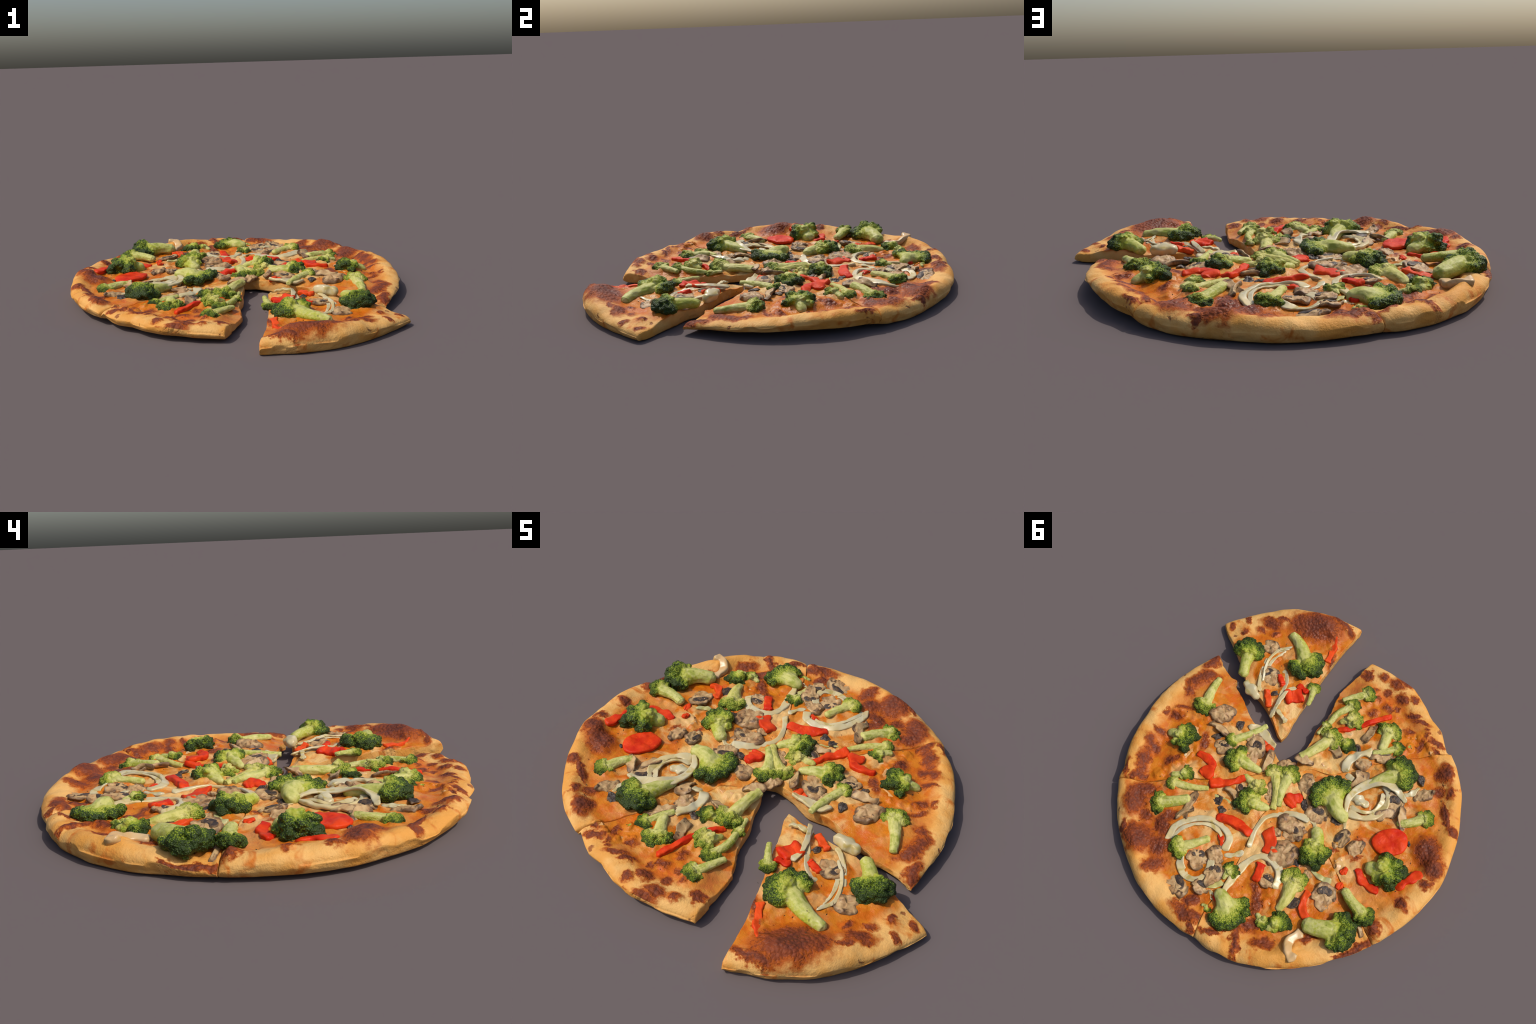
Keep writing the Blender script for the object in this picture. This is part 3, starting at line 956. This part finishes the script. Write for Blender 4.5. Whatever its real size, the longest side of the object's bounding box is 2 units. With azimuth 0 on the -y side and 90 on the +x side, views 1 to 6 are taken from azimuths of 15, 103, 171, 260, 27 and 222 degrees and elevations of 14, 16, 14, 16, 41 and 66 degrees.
def pepper(parent, path, width, orange=0.0, sunk=0.0, dent=0.0):
    seed = next_seed()
    if "pepper" not in MAT:
        MAT["pepper"] = pepper_material()
    total = np.sum(np.linalg.norm(np.diff(np.array(path), axis=0), axis=1))
    n = max(18, int(total / 0.007))
    hh = 0.011 + 0.06 * width
    p = lay(parent, path, n, hh * 0.35 - 0.008 * sunk + 0.003)
    u = np.linspace(0, 1, n)
    w = width * 0.5 * (0.95 + 0.35 * noise(np.c_[u * 5, u * 0 + seed, u * 0], 1.0, seed))
    p[:, 2] += 0.005 * noise(np.c_[u * 5, u * 0 + seed, u * 0 + 3], 1.0, seed)
    tilt = 0.4 * noise(np.c_[u * 2.5, u * 0 + seed, u * 0 + 7], 1.0, seed + 1)
    if dent:
        # a flat round slice with a hollow in its middle
        mid = p[n // 2]
        span = (p[-1] - p[0])[:2]
        ang = math.atan2(span[1], span[0])
        long, short = total / 2, width / 2
        v, f = pillow(lambda t: (long * math.cos(t) * (1 + 0.05 * math.sin(3 * t)), short * math.sin(t) * (1 + 0.05 * math.cos(2 * t))), 0.015, power=3.2, seed=seed, wrinkle=0.003, wrinkle_scale=24, dent=0.55)
        turn = np.array([[math.cos(ang), math.sin(ang), 0], [-math.sin(ang), math.cos(ang), 0], [0, 0, 1]])
        v = v @ turn + mid
    else:
        v, f = sweep(p, w, hh, n_around=30, power=3.4 if width < 0.1 else 2.3, cup=0.10 + 0.10 * dent, wave=0.005, seed=seed, cap=0.45 if width < 0.1 else 1.0, tilt=tilt)
    ob = add("pepper_piece", new_mesh("pepper_piece", v, f, MAT["pepper"]), parent)
    ob["orange"] = float(orange)
    for k in np.linspace(0, n - 1, 4).astype(int):
        place_bump(parent, p[k, 0], p[k, 1], width * 0.7, 0.006)


# --- mushroom ---------------------------------------------------------------
def mushroom_material(name, tones, scale):
    m = Nodes(name)
    co = m.coord()
    n1 = m.noise(co, 18, 4, distort=0.5)
    n2 = m.noise(co, scale, 4, distort=0.8)
    c = m.mix(m.step(n1, 0.32, 0.68), tones[0], tones[1])
    c = m.mix(m.step(n2, 0.54, 0.70), c, tones[2])
    # dark skin round the edge
    g = m.vmath("SUBTRACT", m.node("ShaderNodeTexCoord", out="Generated"), (0.5, 0.5, 0.5))
    edge = m.math("ADD", m.vmath("LENGTH", m.vmath("MULTIPLY", g, (2, 2, 0)), out="Value"), m.math("MULTIPLY", m.math("SUBTRACT", n2, 0.5), 0.5))
    c = m.mix(m.math("MULTIPLY", m.step(edge, 0.72, 0.98), 0.75), c, tones[2])
    return m.finish(c, 0.5, m.bump(n2, 0.6, 0.006), spec=0.35)


def mushroom(parent, kind, at, size, turn):
    seed = next_seed()
    rng = np.random.default_rng(500 + seed)
    if "flesh" not in MAT:
        MAT["flesh"] = mushroom_material("mushroom_flesh", (lin(186, 156, 110), lin(154, 114, 70), lin(84, 60, 40)), 30)
        MAT["gills"] = mushroom_material("mushroom_gills", (lin(62, 50, 42), lin(46, 37, 32), lin(104, 80, 54)), 50)
        MAT["cap"] = mushroom_material("mushroom_cap", (lin(182, 150, 104), lin(142, 102, 62), lin(80, 56, 36)), 30)
    a, b = (1.18 * k for k in size)
    rot = Matrix.Rotation(math.radians(turn), 4, "Z")
    z = surface_z(parent, *at)
    lean = (rng.uniform(-0.22, 0.22), rng.uniform(-0.22, 0.22))
    if kind == "cap":
        v, f = pillow(lambda t: (a * math.cos(t) * (1 + 0.12 * math.sin(3 * t + seed)), b * math.sin(t) * (1 + 0.1 * math.cos(2 * t + seed))), min(a, b) * 0.26 + 0.005, seed=seed, wrinkle=0.0065, wrinkle_scale=38)
        mat, rise = MAT["cap"], 0.003
    elif kind == "slice":
        # cap outline with a stub of a stem on the -y side
        def outline(t):
            x, y = math.cos(t), math.sin(t)
            stem = math.exp(-((t - 1.5 * math.pi) / 0.35) ** 2)
            notch = math.exp(-((t - 1.22 * math.pi) / 0.16) ** 2) + math.exp(-((t - 1.78 * math.pi) / 0.16) ** 2)
            k = 1 + 0.12 * stem - 0.22 * notch + 0.05 * math.sin(4 * t + seed)
            return a * x * k, b * y * k
        v, f = pillow(outline, 0.010, power=3.2, seed=seed, wrinkle=0.005, wrinkle_scale=40)
        mat, rise = MAT["flesh"], 0.006
    elif kind == "gill":
        v, f = pillow(lambda t: (a * math.cos(t) * (1 + 0.2 * math.sin(3 * t + seed)), b * math.sin(t) * (1 + 0.2 * math.cos(2 * t + seed))), 0.008, seed=seed, wrinkle=0.004, wrinkle_scale=50)
        mat, rise = MAT["gills"], 0.003
    else:
        u = np.linspace(-1, 1, 26)
        lng, wid = (a, b) if a > b else (b, a)
        bend = rng.uniform(-0.4, 0.4) * wid
        pth = np.c_[u * lng, bend * (1 - u * u), 0.012 * (1 - u * u)]
        if b > a:
            pth = np.c_[-pth[:, 1], pth[:, 0], pth[:, 2]]
        v, f = sweep(pth, wid * (0.75 + 0.3 * noise(np.c_[u * 2, u * 0, u * 0 + seed], 1.0, seed)), 0.009, power=3, wave=0.004, seed=seed, cup=0.25, tilt=rng.uniform(-0.6, 0.6))
        mat, rise = MAT["flesh"], 0.007
    ob = add("mushroom_slice", new_mesh("mushroom_slice", v, f, mat), parent)
    ob.matrix_local = Matrix.Translation((at[0], at[1], z + rise)) @ rot @ Matrix.Rotation(lean[0], 4, "X") @ Matrix.Rotation(lean[1], 4, "Y")
    if kind == "slice":
        # dark gill crescent lying under the arch of the cap
        t = np.linspace(math.radians(20), math.radians(160), 22)
        arc = np.c_[0.50 * a * np.cos(t), 0.50 * b * np.sin(t) - 0.12 * b, np.full(22, 0.0095)]
        gv, gf = sweep(arc, min(a, b) * 0.34 * (0.6 + 0.5 * np.sin(np.linspace(0.2, math.pi - 0.2, 22))), 0.0045, power=2.4, wave=0.003, seed=seed, cap=0.9)
        add("gills", new_mesh("gills", gv, gf, MAT["gills"]), ob)
    place_bump(parent, at[0], at[1], max(a, b) * 0.9, 0.004)


# --------------------------------------------------------------------------
# where everything lies
# --------------------------------------------------------------------------
SPOTS_OF = {id(MAIN): [s for k in 'ABCDE' for s in SPOTS[k]], id(PULLED): SPOTS['S']}

# pulled slice
floret(slice_thing, "side", head=(0.714, -0.404), end=(0.636, -0.276), size=0.085, ripe=0.15, wide=1.1, lift=0.01)
floret(slice_thing, "side", head=(0.418, -0.575), end=(0.625, -0.670), size=0.096, ripe=0.35, wide=1.2)
floret(slice_thing, "side", head=(0.285, -0.495), end=(0.235, -0.389), size=0.043, ripe=0.5, wide=1.0)

# slice towards +x
floret(pizza_thing, "side", head=(0.644, 0.022), end=(0.713, -0.162), size=0.067, ripe=0.6, wide=1.0)
floret(pizza_thing, "dome", head=(0.572, 0.238), end=(0.660, 0.270), size=0.080, ripe=0.25, wide=1.25)
floret(pizza_thing, "side", head=(0.374, 0.066), end=(0.304, -0.133), size=0.048, ripe=0.55, wide=1.0, thick=0.55, bow=-0.25)
floret(pizza_thing, "side", head=(0.276, 0.129), end=(0.141, 0.089), size=0.082, ripe=0.3, wide=1.0)
floret(pizza_thing, "side", head=(0.424, 0.468), end=(0.266, 0.354), size=0.043, ripe=0.8, wide=1.0, thick=0.6)
floret(pizza_thing, "dome", head=(0.409, 0.379), end=(0.461, 0.435), size=0.048, ripe=0.45, wide=1.0)

# slice towards +y
floret(pizza_thing, "side", head=(0.400, 0.595), end=(0.295, 0.474), size=0.061, ripe=0.4, wide=1.1, thick=0.6)
floret(pizza_thing, "dome", head=(0.062, 0.260), end=(-0.037, 0.213), size=0.082, ripe=0.3, wide=1.0)
floret(pizza_thing, "dome", head=(0.081, 0.167), end=(0.174, 0.167), size=0.056, ripe=0.95, wide=1.0)
floret(pizza_thing, "side", head=(0.135, 0.692), end=(0.060, 0.552), size=0.061, ripe=0.7, wide=1.0)
floret(pizza_thing, "dome", head=(-0.146, 0.585), end=(-0.148, 0.643), size=0.048, ripe=0.4, wide=1.3)
floret(pizza_thing, "dome", head=(-0.200, 0.809), end=(-0.169, 0.816), size=0.029, ripe=0.35, wide=1.0)
floret(pizza_thing, "side", head=(0.079, 0.036), end=(-0.062, 0.198), size=0.051, ripe=0.9, wide=1.0, thick=0.56)
floret(pizza_thing, "side", head=(0.013, -0.006), end=(-0.076, 0.165), size=0.064, ripe=0.55, wide=1.0, thick=0.5)

# slice towards -x +y
floret(pizza_thing, "fan", head=(-0.292, 0.745), end=(-0.192, 0.716), size=0.098, ripe=0.5, wide=1.15, lift=0.012)
floret(pizza_thing, "dome", head=(-0.510, 0.607), end=(-0.486, 0.668), size=0.067, ripe=0.15, wide=1.0)
floret(pizza_thing, "dome", head=(-0.457, 0.664), end=(-0.404, 0.655), size=0.045, ripe=0.5, wide=1.0)
floret(pizza_thing, "side", head=(-0.414, 0.401), end=(-0.461, 0.564), size=0.074, ripe=0.85, wide=1.0, thick=0.56)
floret(pizza_thing, "dome", head=(-0.389, 0.227), end=(-0.314, 0.122), size=0.088, ripe=0.25, wide=1.05, lift=0.01)
floret(pizza_thing, "side", head=(-0.760, 0.439), end=(-0.621, 0.519), size=0.098, ripe=0.3, wide=1.1, lift=0.036, thick=0.56)
onion(pizza_thing, [(-0.436, 0.292), (-0.494, 0.293), (-0.560, 0.273)], width=0.029, hue=0.6)

# slice towards -x
floret(pizza_thing, "side", head=(-0.796, 0.289), end=(-0.639, 0.257), size=0.059, ripe=0.4, wide=1.0, thick=0.6, lift=0.026)
floret(pizza_thing, "dome", head=(-0.734, 0.032), end=(-0.654, 0.073), size=0.106, ripe=0.12, wide=1.0, lift=0.012)
floret(pizza_thing, "side", head=(-0.681, -0.340), end=(-0.596, -0.220), size=0.056, ripe=0.55, wide=1.0, thick=0.56)
floret(pizza_thing, "fan", head=(-0.224, -0.082), end=(-0.366, -0.031), size=0.104, ripe=0.45, wide=1.1, lift=0.012)
floret(pizza_thing, "side", head=(-0.418, -0.433), end=(-0.333, -0.272), size=0.096, ripe=0.3, wide=1.1, thick=0.5, lift=0.012)

# slice towards -y
floret(pizza_thing, "side", head=(0.039, -0.685), end=(0.117, -0.557), size=0.053, ripe=0.6, wide=1.0)
floret(pizza_thing, "side", head=(0.052, -0.567), end=(0.075, -0.397), size=0.051, ripe=0.55, wide=1.0)
floret(pizza_thing, "dome", head=(-0.019, -0.508), end=(0.030, -0.452), size=0.061, ripe=0.9, wide=1.0)
floret(pizza_thing, "side", head=(0.001, -0.330), end=(0.042, -0.127), size=0.072, ripe=0.75, wide=1.0)
floret(pizza_thing, "dome", head=(0.078, -0.380), end=(0.075, -0.302), size=0.035, ripe=0.6, wide=1.0)
floret(pizza_thing, "dome", head=(-0.094, -0.365), end=(-0.031, -0.365), size=0.053, ripe=0.15, wide=1.0)
floret(pizza_thing, "side", head=(-0.202, -0.594), end=(-0.243, -0.481), size=0.072, ripe=0.6, wide=1.0)
floret(pizza_thing, "side", head=(-0.302, -0.547), end=(-0.226, -0.429), size=0.048, ripe=0.35, wide=1.0)
floret(pizza_thing, "dome", head=(-0.347, -0.600), end=(-0.334, -0.590), size=0.021, ripe=0.2, wide=1.0)

# onion strips
onion(slice_thing, [(0.570, -0.594), (0.617, -0.500), (0.586, -0.382), (0.528, -0.293), (0.492, -0.268)], width=0.020)
onion(slice_thing, [(0.570, -0.567), (0.584, -0.480), (0.560, -0.396), (0.506, -0.357)], width=0.017)
onion(slice_thing, [(0.501, -0.471), (0.431, -0.423), (0.383, -0.315), (0.341, -0.204)], width=0.020)
onion(slice_thing, [(0.356, -0.426), (0.381, -0.372), (0.360, -0.272), (0.332, -0.188)], width=0.023, lift=0.012)
onion(slice_thing, [(0.345, -0.248), (0.310, -0.239), (0.253, -0.231)], width=0.024, lift=0.012)
onion(slice_thing, [(0.596, -0.247), (0.541, -0.235), (0.462, -0.218)], width=0.064, tall=0.8, cap=1.3)
onion(pizza_thing, [(0.731, 0.152), (0.619, 0.137), (0.529, 0.175), (0.493, 0.264), (0.505, 0.379), (0.528, 0.483)], width=0.024, coated=1)
onion(pizza_thing, [(0.379, -0.059), (0.290, -0.084), (0.178, -0.065)], width=0.035)
onion(pizza_thing, [(0.210, 0.712), (0.233, 0.631), (0.199, 0.540), (0.126, 0.468), (0.045, 0.454), (-0.017, 0.478), (-0.043, 0.540)], width=0.033)
onion(pizza_thing, [(0.105, 0.701), (0.064, 0.752), (-0.000, 0.770), (-0.054, 0.744), (-0.062, 0.683), (-0.033, 0.620), (0.016, 0.595)], width=0.023)
onion(pizza_thing, [(-0.078, 0.744), (-0.130, 0.714), (-0.163, 0.655)], width=0.019, hue=0.7)
onion(pizza_thing, [(-0.126, 0.736), (-0.156, 0.742), (-0.187, 0.764)], width=0.013)
onion(pizza_thing, [(0.222, 0.359), (0.136, 0.333), (0.056, 0.335)], width=0.012, hue=0.7)
onion(pizza_thing, [(-0.059, 0.561), (-0.093, 0.521), (-0.124, 0.472)], width=0.021)
onion(pizza_thing, [(-0.122, 0.440), (-0.081, 0.349), (-0.069, 0.260), (-0.108, 0.193), (-0.163, 0.138), (-0.248, 0.100)], width=0.029)
onion(pizza_thing, [(-0.202, 0.714), (-0.178, 0.604), (-0.172, 0.510), (-0.198, 0.430), (-0.266, 0.400), (-0.338, 0.429), (-0.372, 0.503)], width=0.036)
onion(pizza_thing, [(-0.628, 0.561), (-0.611, 0.631), (-0.642, 0.685), (-0.699, 0.696)], width=0.048, coated=0.5, tall=0.8)
onion(pizza_thing, [(-0.235, 0.082), (-0.288, 0.106), (-0.311, 0.145)], width=0.021)
onion(pizza_thing, [(-0.363, -0.049), (-0.309, -0.143), (-0.323, -0.245), (-0.378, -0.321), (-0.463, -0.349), (-0.550, -0.336)], width=0.027, lift=0.022)
onion(pizza_thing, [(-0.350, -0.075), (-0.423, -0.094), (-0.474, -0.154), (-0.482, -0.240), (-0.442, -0.309), (-0.394, -0.327)], width=0.037, lift=0.006)
onion(pizza_thing, [(-0.302, -0.160), (-0.357, -0.171), (-0.417, -0.179)], width=0.067, tall=0.45, cap=0.9)
onion(pizza_thing, [(-0.509, -0.361), (-0.535, -0.401), (-0.541, -0.460)], width=0.021)
onion(pizza_thing, [(-0.355, -0.046), (-0.388, -0.021), (-0.416, 0.014)], width=0.012)
onion(pizza_thing, [(-0.188, -0.237), (-0.159, -0.304), (-0.181, -0.380), (-0.226, -0.429)], width=0.040)
onion(pizza_thing, [(-0.289, -0.649), (-0.376, -0.693), (-0.472, -0.653)], width=0.015, coated=0.8)
onion(pizza_thing, [(-0.202, -0.237), (-0.240, -0.239), (-0.287, -0.241)], width=0.024)
onion(pizza_thing, [(-0.039, -0.192), (-0.093, -0.194), (-0.138, -0.174)], width=0.021, coated=0.9)
onion(slice_thing, [(0.566, -0.610), (0.610, -0.527), (0.588, -0.416), (0.529, -0.321)], width=0.016, lift=0.008)
onion(pizza_thing, [(-0.343, -0.106), (-0.409, -0.125), (-0.452, -0.179), (-0.453, -0.241), (-0.423, -0.290)], width=0.019, lift=0.01)
onion(pizza_thing, [(0.200, 0.692), (0.204, 0.627), (0.171, 0.552), (0.113, 0.495), (0.046, 0.485), (-0.008, 0.515)], width=0.016, lift=0.004)

# pepper pieces
pepper(slice_thing, [(0.369, -0.336), (0.333, -0.378), (0.302, -0.425)], width=0.074)
pepper(slice_thing, [(0.368, -0.439), (0.337, -0.452), (0.296, -0.449)], width=0.029)
pepper(slice_thing, [(0.471, -0.301), (0.432, -0.268), (0.387, -0.230)], width=0.037, orange=0.7)
pepper(slice_thing, [(0.494, -0.424), (0.456, -0.401), (0.422, -0.385)], width=0.027)
pepper(slice_thing, [(0.441, -0.842), (0.390, -0.765), (0.349, -0.676)], width=0.045, sunk=1.3, orange=0.5)
pepper(pizza_thing, [(0.461, 0.255), (0.388, 0.240), (0.341, 0.259), (0.334, 0.333)], width=0.061)
pepper(pizza_thing, [(0.287, 0.336), (0.209, 0.253), (0.160, 0.163)], width=0.051)
pepper(pizza_thing, [(0.253, -0.039), (0.211, -0.038), (0.170, -0.038)], width=0.048, orange=0.6, sunk=1)
pepper(pizza_thing, [(0.126, 0.437), (0.026, 0.390), (-0.084, 0.379)], width=0.056)
pepper(pizza_thing, [(-0.193, 0.757), (-0.192, 0.735), (-0.185, 0.712)], width=0.035)
pepper(pizza_thing, [(0.041, 0.487), (0.006, 0.509), (-0.020, 0.539)], width=0.027, sunk=1)
pepper(pizza_thing, [(-0.119, 0.300), (-0.175, 0.330), (-0.224, 0.384)], width=0.074, orange=0.3)
pepper(pizza_thing, [(-0.229, 0.447), (-0.252, 0.493), (-0.275, 0.547)], width=0.056)
pepper(pizza_thing, [(-0.515, 0.387), (-0.519, 0.441), (-0.561, 0.488), (-0.604, 0.494)], width=0.035, orange=0.6)
pepper(pizza_thing, [(-0.582, 0.268), (-0.599, 0.260), (-0.619, 0.258)], width=0.040, sunk=1, orange=0.3)
pepper(pizza_thing, [(-0.577, -0.029), (-0.631, -0.102), (-0.684, -0.188)], width=0.157, dent=1)
pepper(pizza_thing, [(-0.606, 0.123), (-0.664, 0.151), (-0.715, 0.155), (-0.761, 0.132)], width=0.048)
pepper(pizza_thing, [(-0.862, -0.092), (-0.839, -0.016), (-0.811, 0.066)], width=0.045)
pepper(pizza_thing, [(-0.094, 0.132), (-0.100, 0.082), (-0.130, 0.032)], width=0.077)
pepper(pizza_thing, [(0.023, -0.384), (-0.053, -0.486), (-0.098, -0.579), (-0.149, -0.683)], width=0.043)
pepper(pizza_thing, [(-0.554, 0.182), (-0.568, 0.183), (-0.580, 0.181)], width=0.040, sunk=1)

# mushroom slices
mushroom(slice_thing, "slice", at=(0.530, -0.377), size=(0.054, 0.050), turn=-112)
mushroom(slice_thing, "cap", at=(0.658, -0.521), size=(0.048, 0.040), turn=-147)
mushroom(slice_thing, "gill", at=(0.425, -0.311), size=(0.025, 0.013), turn=-135)
mushroom(pizza_thing, "cap", at=(0.527, -0.013), size=(0.063, 0.051), turn=-146)
mushroom(pizza_thing, "shard", at=(0.476, 0.068), size=(0.060, 0.023), turn=-178)
mushroom(pizza_thing, "gill", at=(0.445, 0.089), size=(0.046, 0.021), turn=-113)
mushroom(pizza_thing, "slice", at=(0.246, 0.021), size=(0.048, 0.075), turn=-152)
mushroom(pizza_thing, "cap", at=(0.295, -0.028), size=(0.054, 0.032), turn=-157)
mushroom(pizza_thing, "shard", at=(0.151, 0.022), size=(0.027, 0.057), turn=-157)
mushroom(pizza_thing, "shard", at=(0.263, 0.495), size=(0.019, 0.070), turn=-161)
mushroom(pizza_thing, "shard", at=(0.252, 0.543), size=(0.049, 0.022), turn=-114)
mushroom(pizza_thing, "gill", at=(0.185, 0.367), size=(0.023, 0.031), turn=-135)
mushroom(pizza_thing, "slice", at=(0.029, 0.662), size=(0.051, 0.054), turn=-146)
mushroom(pizza_thing, "slice", at=(-0.091, 0.662), size=(0.041, 0.061), turn=-161)
mushroom(pizza_thing, "slice", at=(0.008, 0.831), size=(0.077, 0.044), turn=156)
mushroom(pizza_thing, "slice", at=(-0.095, 0.757), size=(0.043, 0.035), turn=-166)
mushroom(pizza_thing, "cap", at=(-0.029, 0.586), size=(0.038, 0.050), turn=-114)
mushroom(pizza_thing, "cap", at=(0.013, 0.140), size=(0.024, 0.064), turn=-144)
mushroom(pizza_thing, "cap", at=(-0.201, 0.187), size=(0.077, 0.046), turn=-151)
mushroom(pizza_thing, "slice", at=(-0.222, 0.218), size=(0.059, 0.045), turn=-167)
mushroom(pizza_thing, "cap", at=(-0.271, 0.338), size=(0.077, 0.060), turn=-115)
mushroom(pizza_thing, "gill", at=(-0.357, 0.326), size=(0.038, 0.031), turn=-166)
mushroom(pizza_thing, "slice", at=(-0.318, 0.497), size=(0.040, 0.033), turn=-171)
mushroom(pizza_thing, "slice", at=(-0.580, 0.350), size=(0.054, 0.061), turn=-151)
mushroom(pizza_thing, "gill", at=(-0.483, 0.489), size=(0.042, 0.032), turn=-135)
mushroom(pizza_thing, "shard", at=(-0.805, 0.338), size=(0.017, 0.053), turn=-116)
mushroom(pizza_thing, "cap", at=(-0.442, 0.329), size=(0.023, 0.021), turn=-135)
mushroom(pizza_thing, "cap", at=(-0.158, 0.281), size=(0.039, 0.021), turn=-156)
mushroom(pizza_thing, "slice", at=(-0.247, 0.049), size=(0.057, 0.044), turn=-157)
mushroom(pizza_thing, "gill", at=(-0.347, 0.004), size=(0.029, 0.024), turn=-178)
mushroom(pizza_thing, "slice", at=(-0.505, -0.280), size=(0.049, 0.064), turn=-146)
mushroom(pizza_thing, "shard", at=(-0.518, -0.199), size=(0.045, 0.030), turn=-120)
mushroom(pizza_thing, "cap", at=(-0.583, -0.436), size=(0.054, 0.030), turn=-120)
mushroom(pizza_thing, "gill", at=(-0.503, -0.505), size=(0.019, 0.042), turn=-125)
mushroom(pizza_thing, "gill", at=(-0.708, -0.172), size=(0.010, 0.013), turn=-135)
mushroom(pizza_thing, "shard", at=(-0.129, -0.503), size=(0.024, 0.051), turn=-169)
mushroom(pizza_thing, "slice", at=(-0.277, -0.461), size=(0.065, 0.041), turn=-130)
mushroom(pizza_thing, "cap", at=(-0.222, -0.348), size=(0.040, 0.044), turn=-135)
mushroom(pizza_thing, "shard", at=(-0.268, -0.258), size=(0.040, 0.049), turn=-168)
mushroom(pizza_thing, "cap", at=(-0.100, -0.037), size=(0.045, 0.056), turn=-135)
mushroom(pizza_thing, "gill", at=(-0.139, -0.390), size=(0.024, 0.021), turn=-135)
mushroom(pizza_thing, "gill", at=(-0.168, 0.059), size=(0.018, 0.030), turn=-135)
mushroom(pizza_thing, "gill", at=(0.499, 0.572), size=(0.040, 0.014), turn=-146)
mushroom(pizza_thing, "shard", at=(0.013, -0.132), size=(0.045, 0.023), turn=-157)

# bits of mushroom and onion half drowned in the cheese between the listed pieces
filler = np.random.default_rng(23)
laid = 0
while laid < 16:
    p = MAIN["centre"] + filler.uniform(-0.7, 0.7, 2)
    d = p - MAIN["centre"]
    if np.hypot(*d) > 0.66 or (p[1] < -0.05 and p[0] > 0.02 and -85 < math.degrees(math.atan2(p[1] + 0.06, p[0] - 0.02)) < -12):
        continue
    if any(math.hypot(p[0] - x, p[1] - y) < 0.6 * r + 0.02 for x, y, r, h in BUMPS["pizza"]):
        continue
    turn = filler.uniform(0, 360)
    pick = filler.integers(0, 5)
    if pick == 0:
        a = math.radians(turn)
        l = filler.uniform(0.03, 0.06)
        dx, dy = math.cos(a) * l, math.sin(a) * l
        onion(pizza_thing, [(p[0] - dx, p[1] - dy), (p[0] - dy * 0.3, p[1] + dx * 0.3), (p[0] + dx, p[1] + dy)], width=filler.uniform(0.014, 0.024), coated=filler.uniform(0.3, 0.9))
    elif pick == 1:
        mushroom(pizza_thing, "gill", at=tuple(p), size=(filler.uniform(0.012, 0.03), filler.uniform(0.010, 0.02)), turn=turn)
    else:
        mushroom(pizza_thing, ("shard", "cap", "slice")[pick - 2], at=tuple(p), size=(filler.uniform(0.04, 0.06), filler.uniform(0.024, 0.04)), turn=turn)
    laid += 1

# --------------------------------------------------------------------------
# bread last, so that the cheese can climb the toppings
# --------------------------------------------------------------------------
bread(pizza_thing, MAIN, CUTS["UL"], CUTS["L"], -21.0, 40.4, SPOTS["A"], 1, gap_left=0.010)
bread(pizza_thing, MAIN, CUTS["L"], CUTS["LL"], 40.4, 102.7, SPOTS["B"], 2)
bread(pizza_thing, MAIN, CUTS["LL"], CUTS["LR"], 102.7, 160.8, SPOTS["C"], 3)
bread(pizza_thing, MAIN, CUTS["LR"], CUTS["R"], 160.8, 238.4, SPOTS["D"], 4)
bread(pizza_thing, MAIN, CUTS["R"], CUTS["UR"], 238.4, 282.5, SPOTS["E"], 5, gap_right=-0.008)
bread(slice_thing, PULLED, CUTS["SL"], CUTS["SR"], -16.8, -73.1, SPOTS["S"], 6, gap_left=0.021, gap_right=0.026)

# herb flecks: too small to pick apart, one part per thing
flake = Nodes("dried_herb")
flake_mat = flake.finish(lin(40, 38, 24), 0.6)
for parent, disc, count, middle, spread in ((pizza_thing, MAIN, 90, MAIN["centre"], 0.84), (slice_thing, PULLED, 14, np.array([0.50, -0.55]), 0.22)):
    vs, fs = [], []
    while count:
        p = middle + RNG.uniform(-spread, spread, 2)
        if np.hypot(*(p - middle)) > spread:
            continue
        if parent is pizza_thing and -80 < math.degrees(math.atan2(p[1] + 0.06, p[0] - 0.02)) < -15:
            continue
        a, l = RNG.uniform(0, math.pi), RNG.uniform(0.003, 0.007)
        z = float(top_height(disc, p[None])[0]) + 0.001
        d = np.array([math.cos(a), math.sin(a)])
        e = np.array([-d[1], d[0]])
        k = len(vs)
        for sx, sy in ((-1, 0), (0, -0.35), (1, 0), (0, 0.35)):
            q = p + d * sx * l + e * sy * l
            vs.append((q[0], q[1], z + 0.0005))
        vs.append((p[0], p[1], z + 0.002))
        vs.append((p[0], p[1], z - 0.002))
        fs += [(k + i, k + (i + 1) % 4, k + 4) for i in range(4)] + [(k + (i + 1) % 4, k + i, k + 5) for i in range(4)]
        count -= 1
    ob = add("herb_flecks", new_mesh("herb_flecks", vs, fs, flake_mat, False), parent)
    ob["kind"] = "stuff"
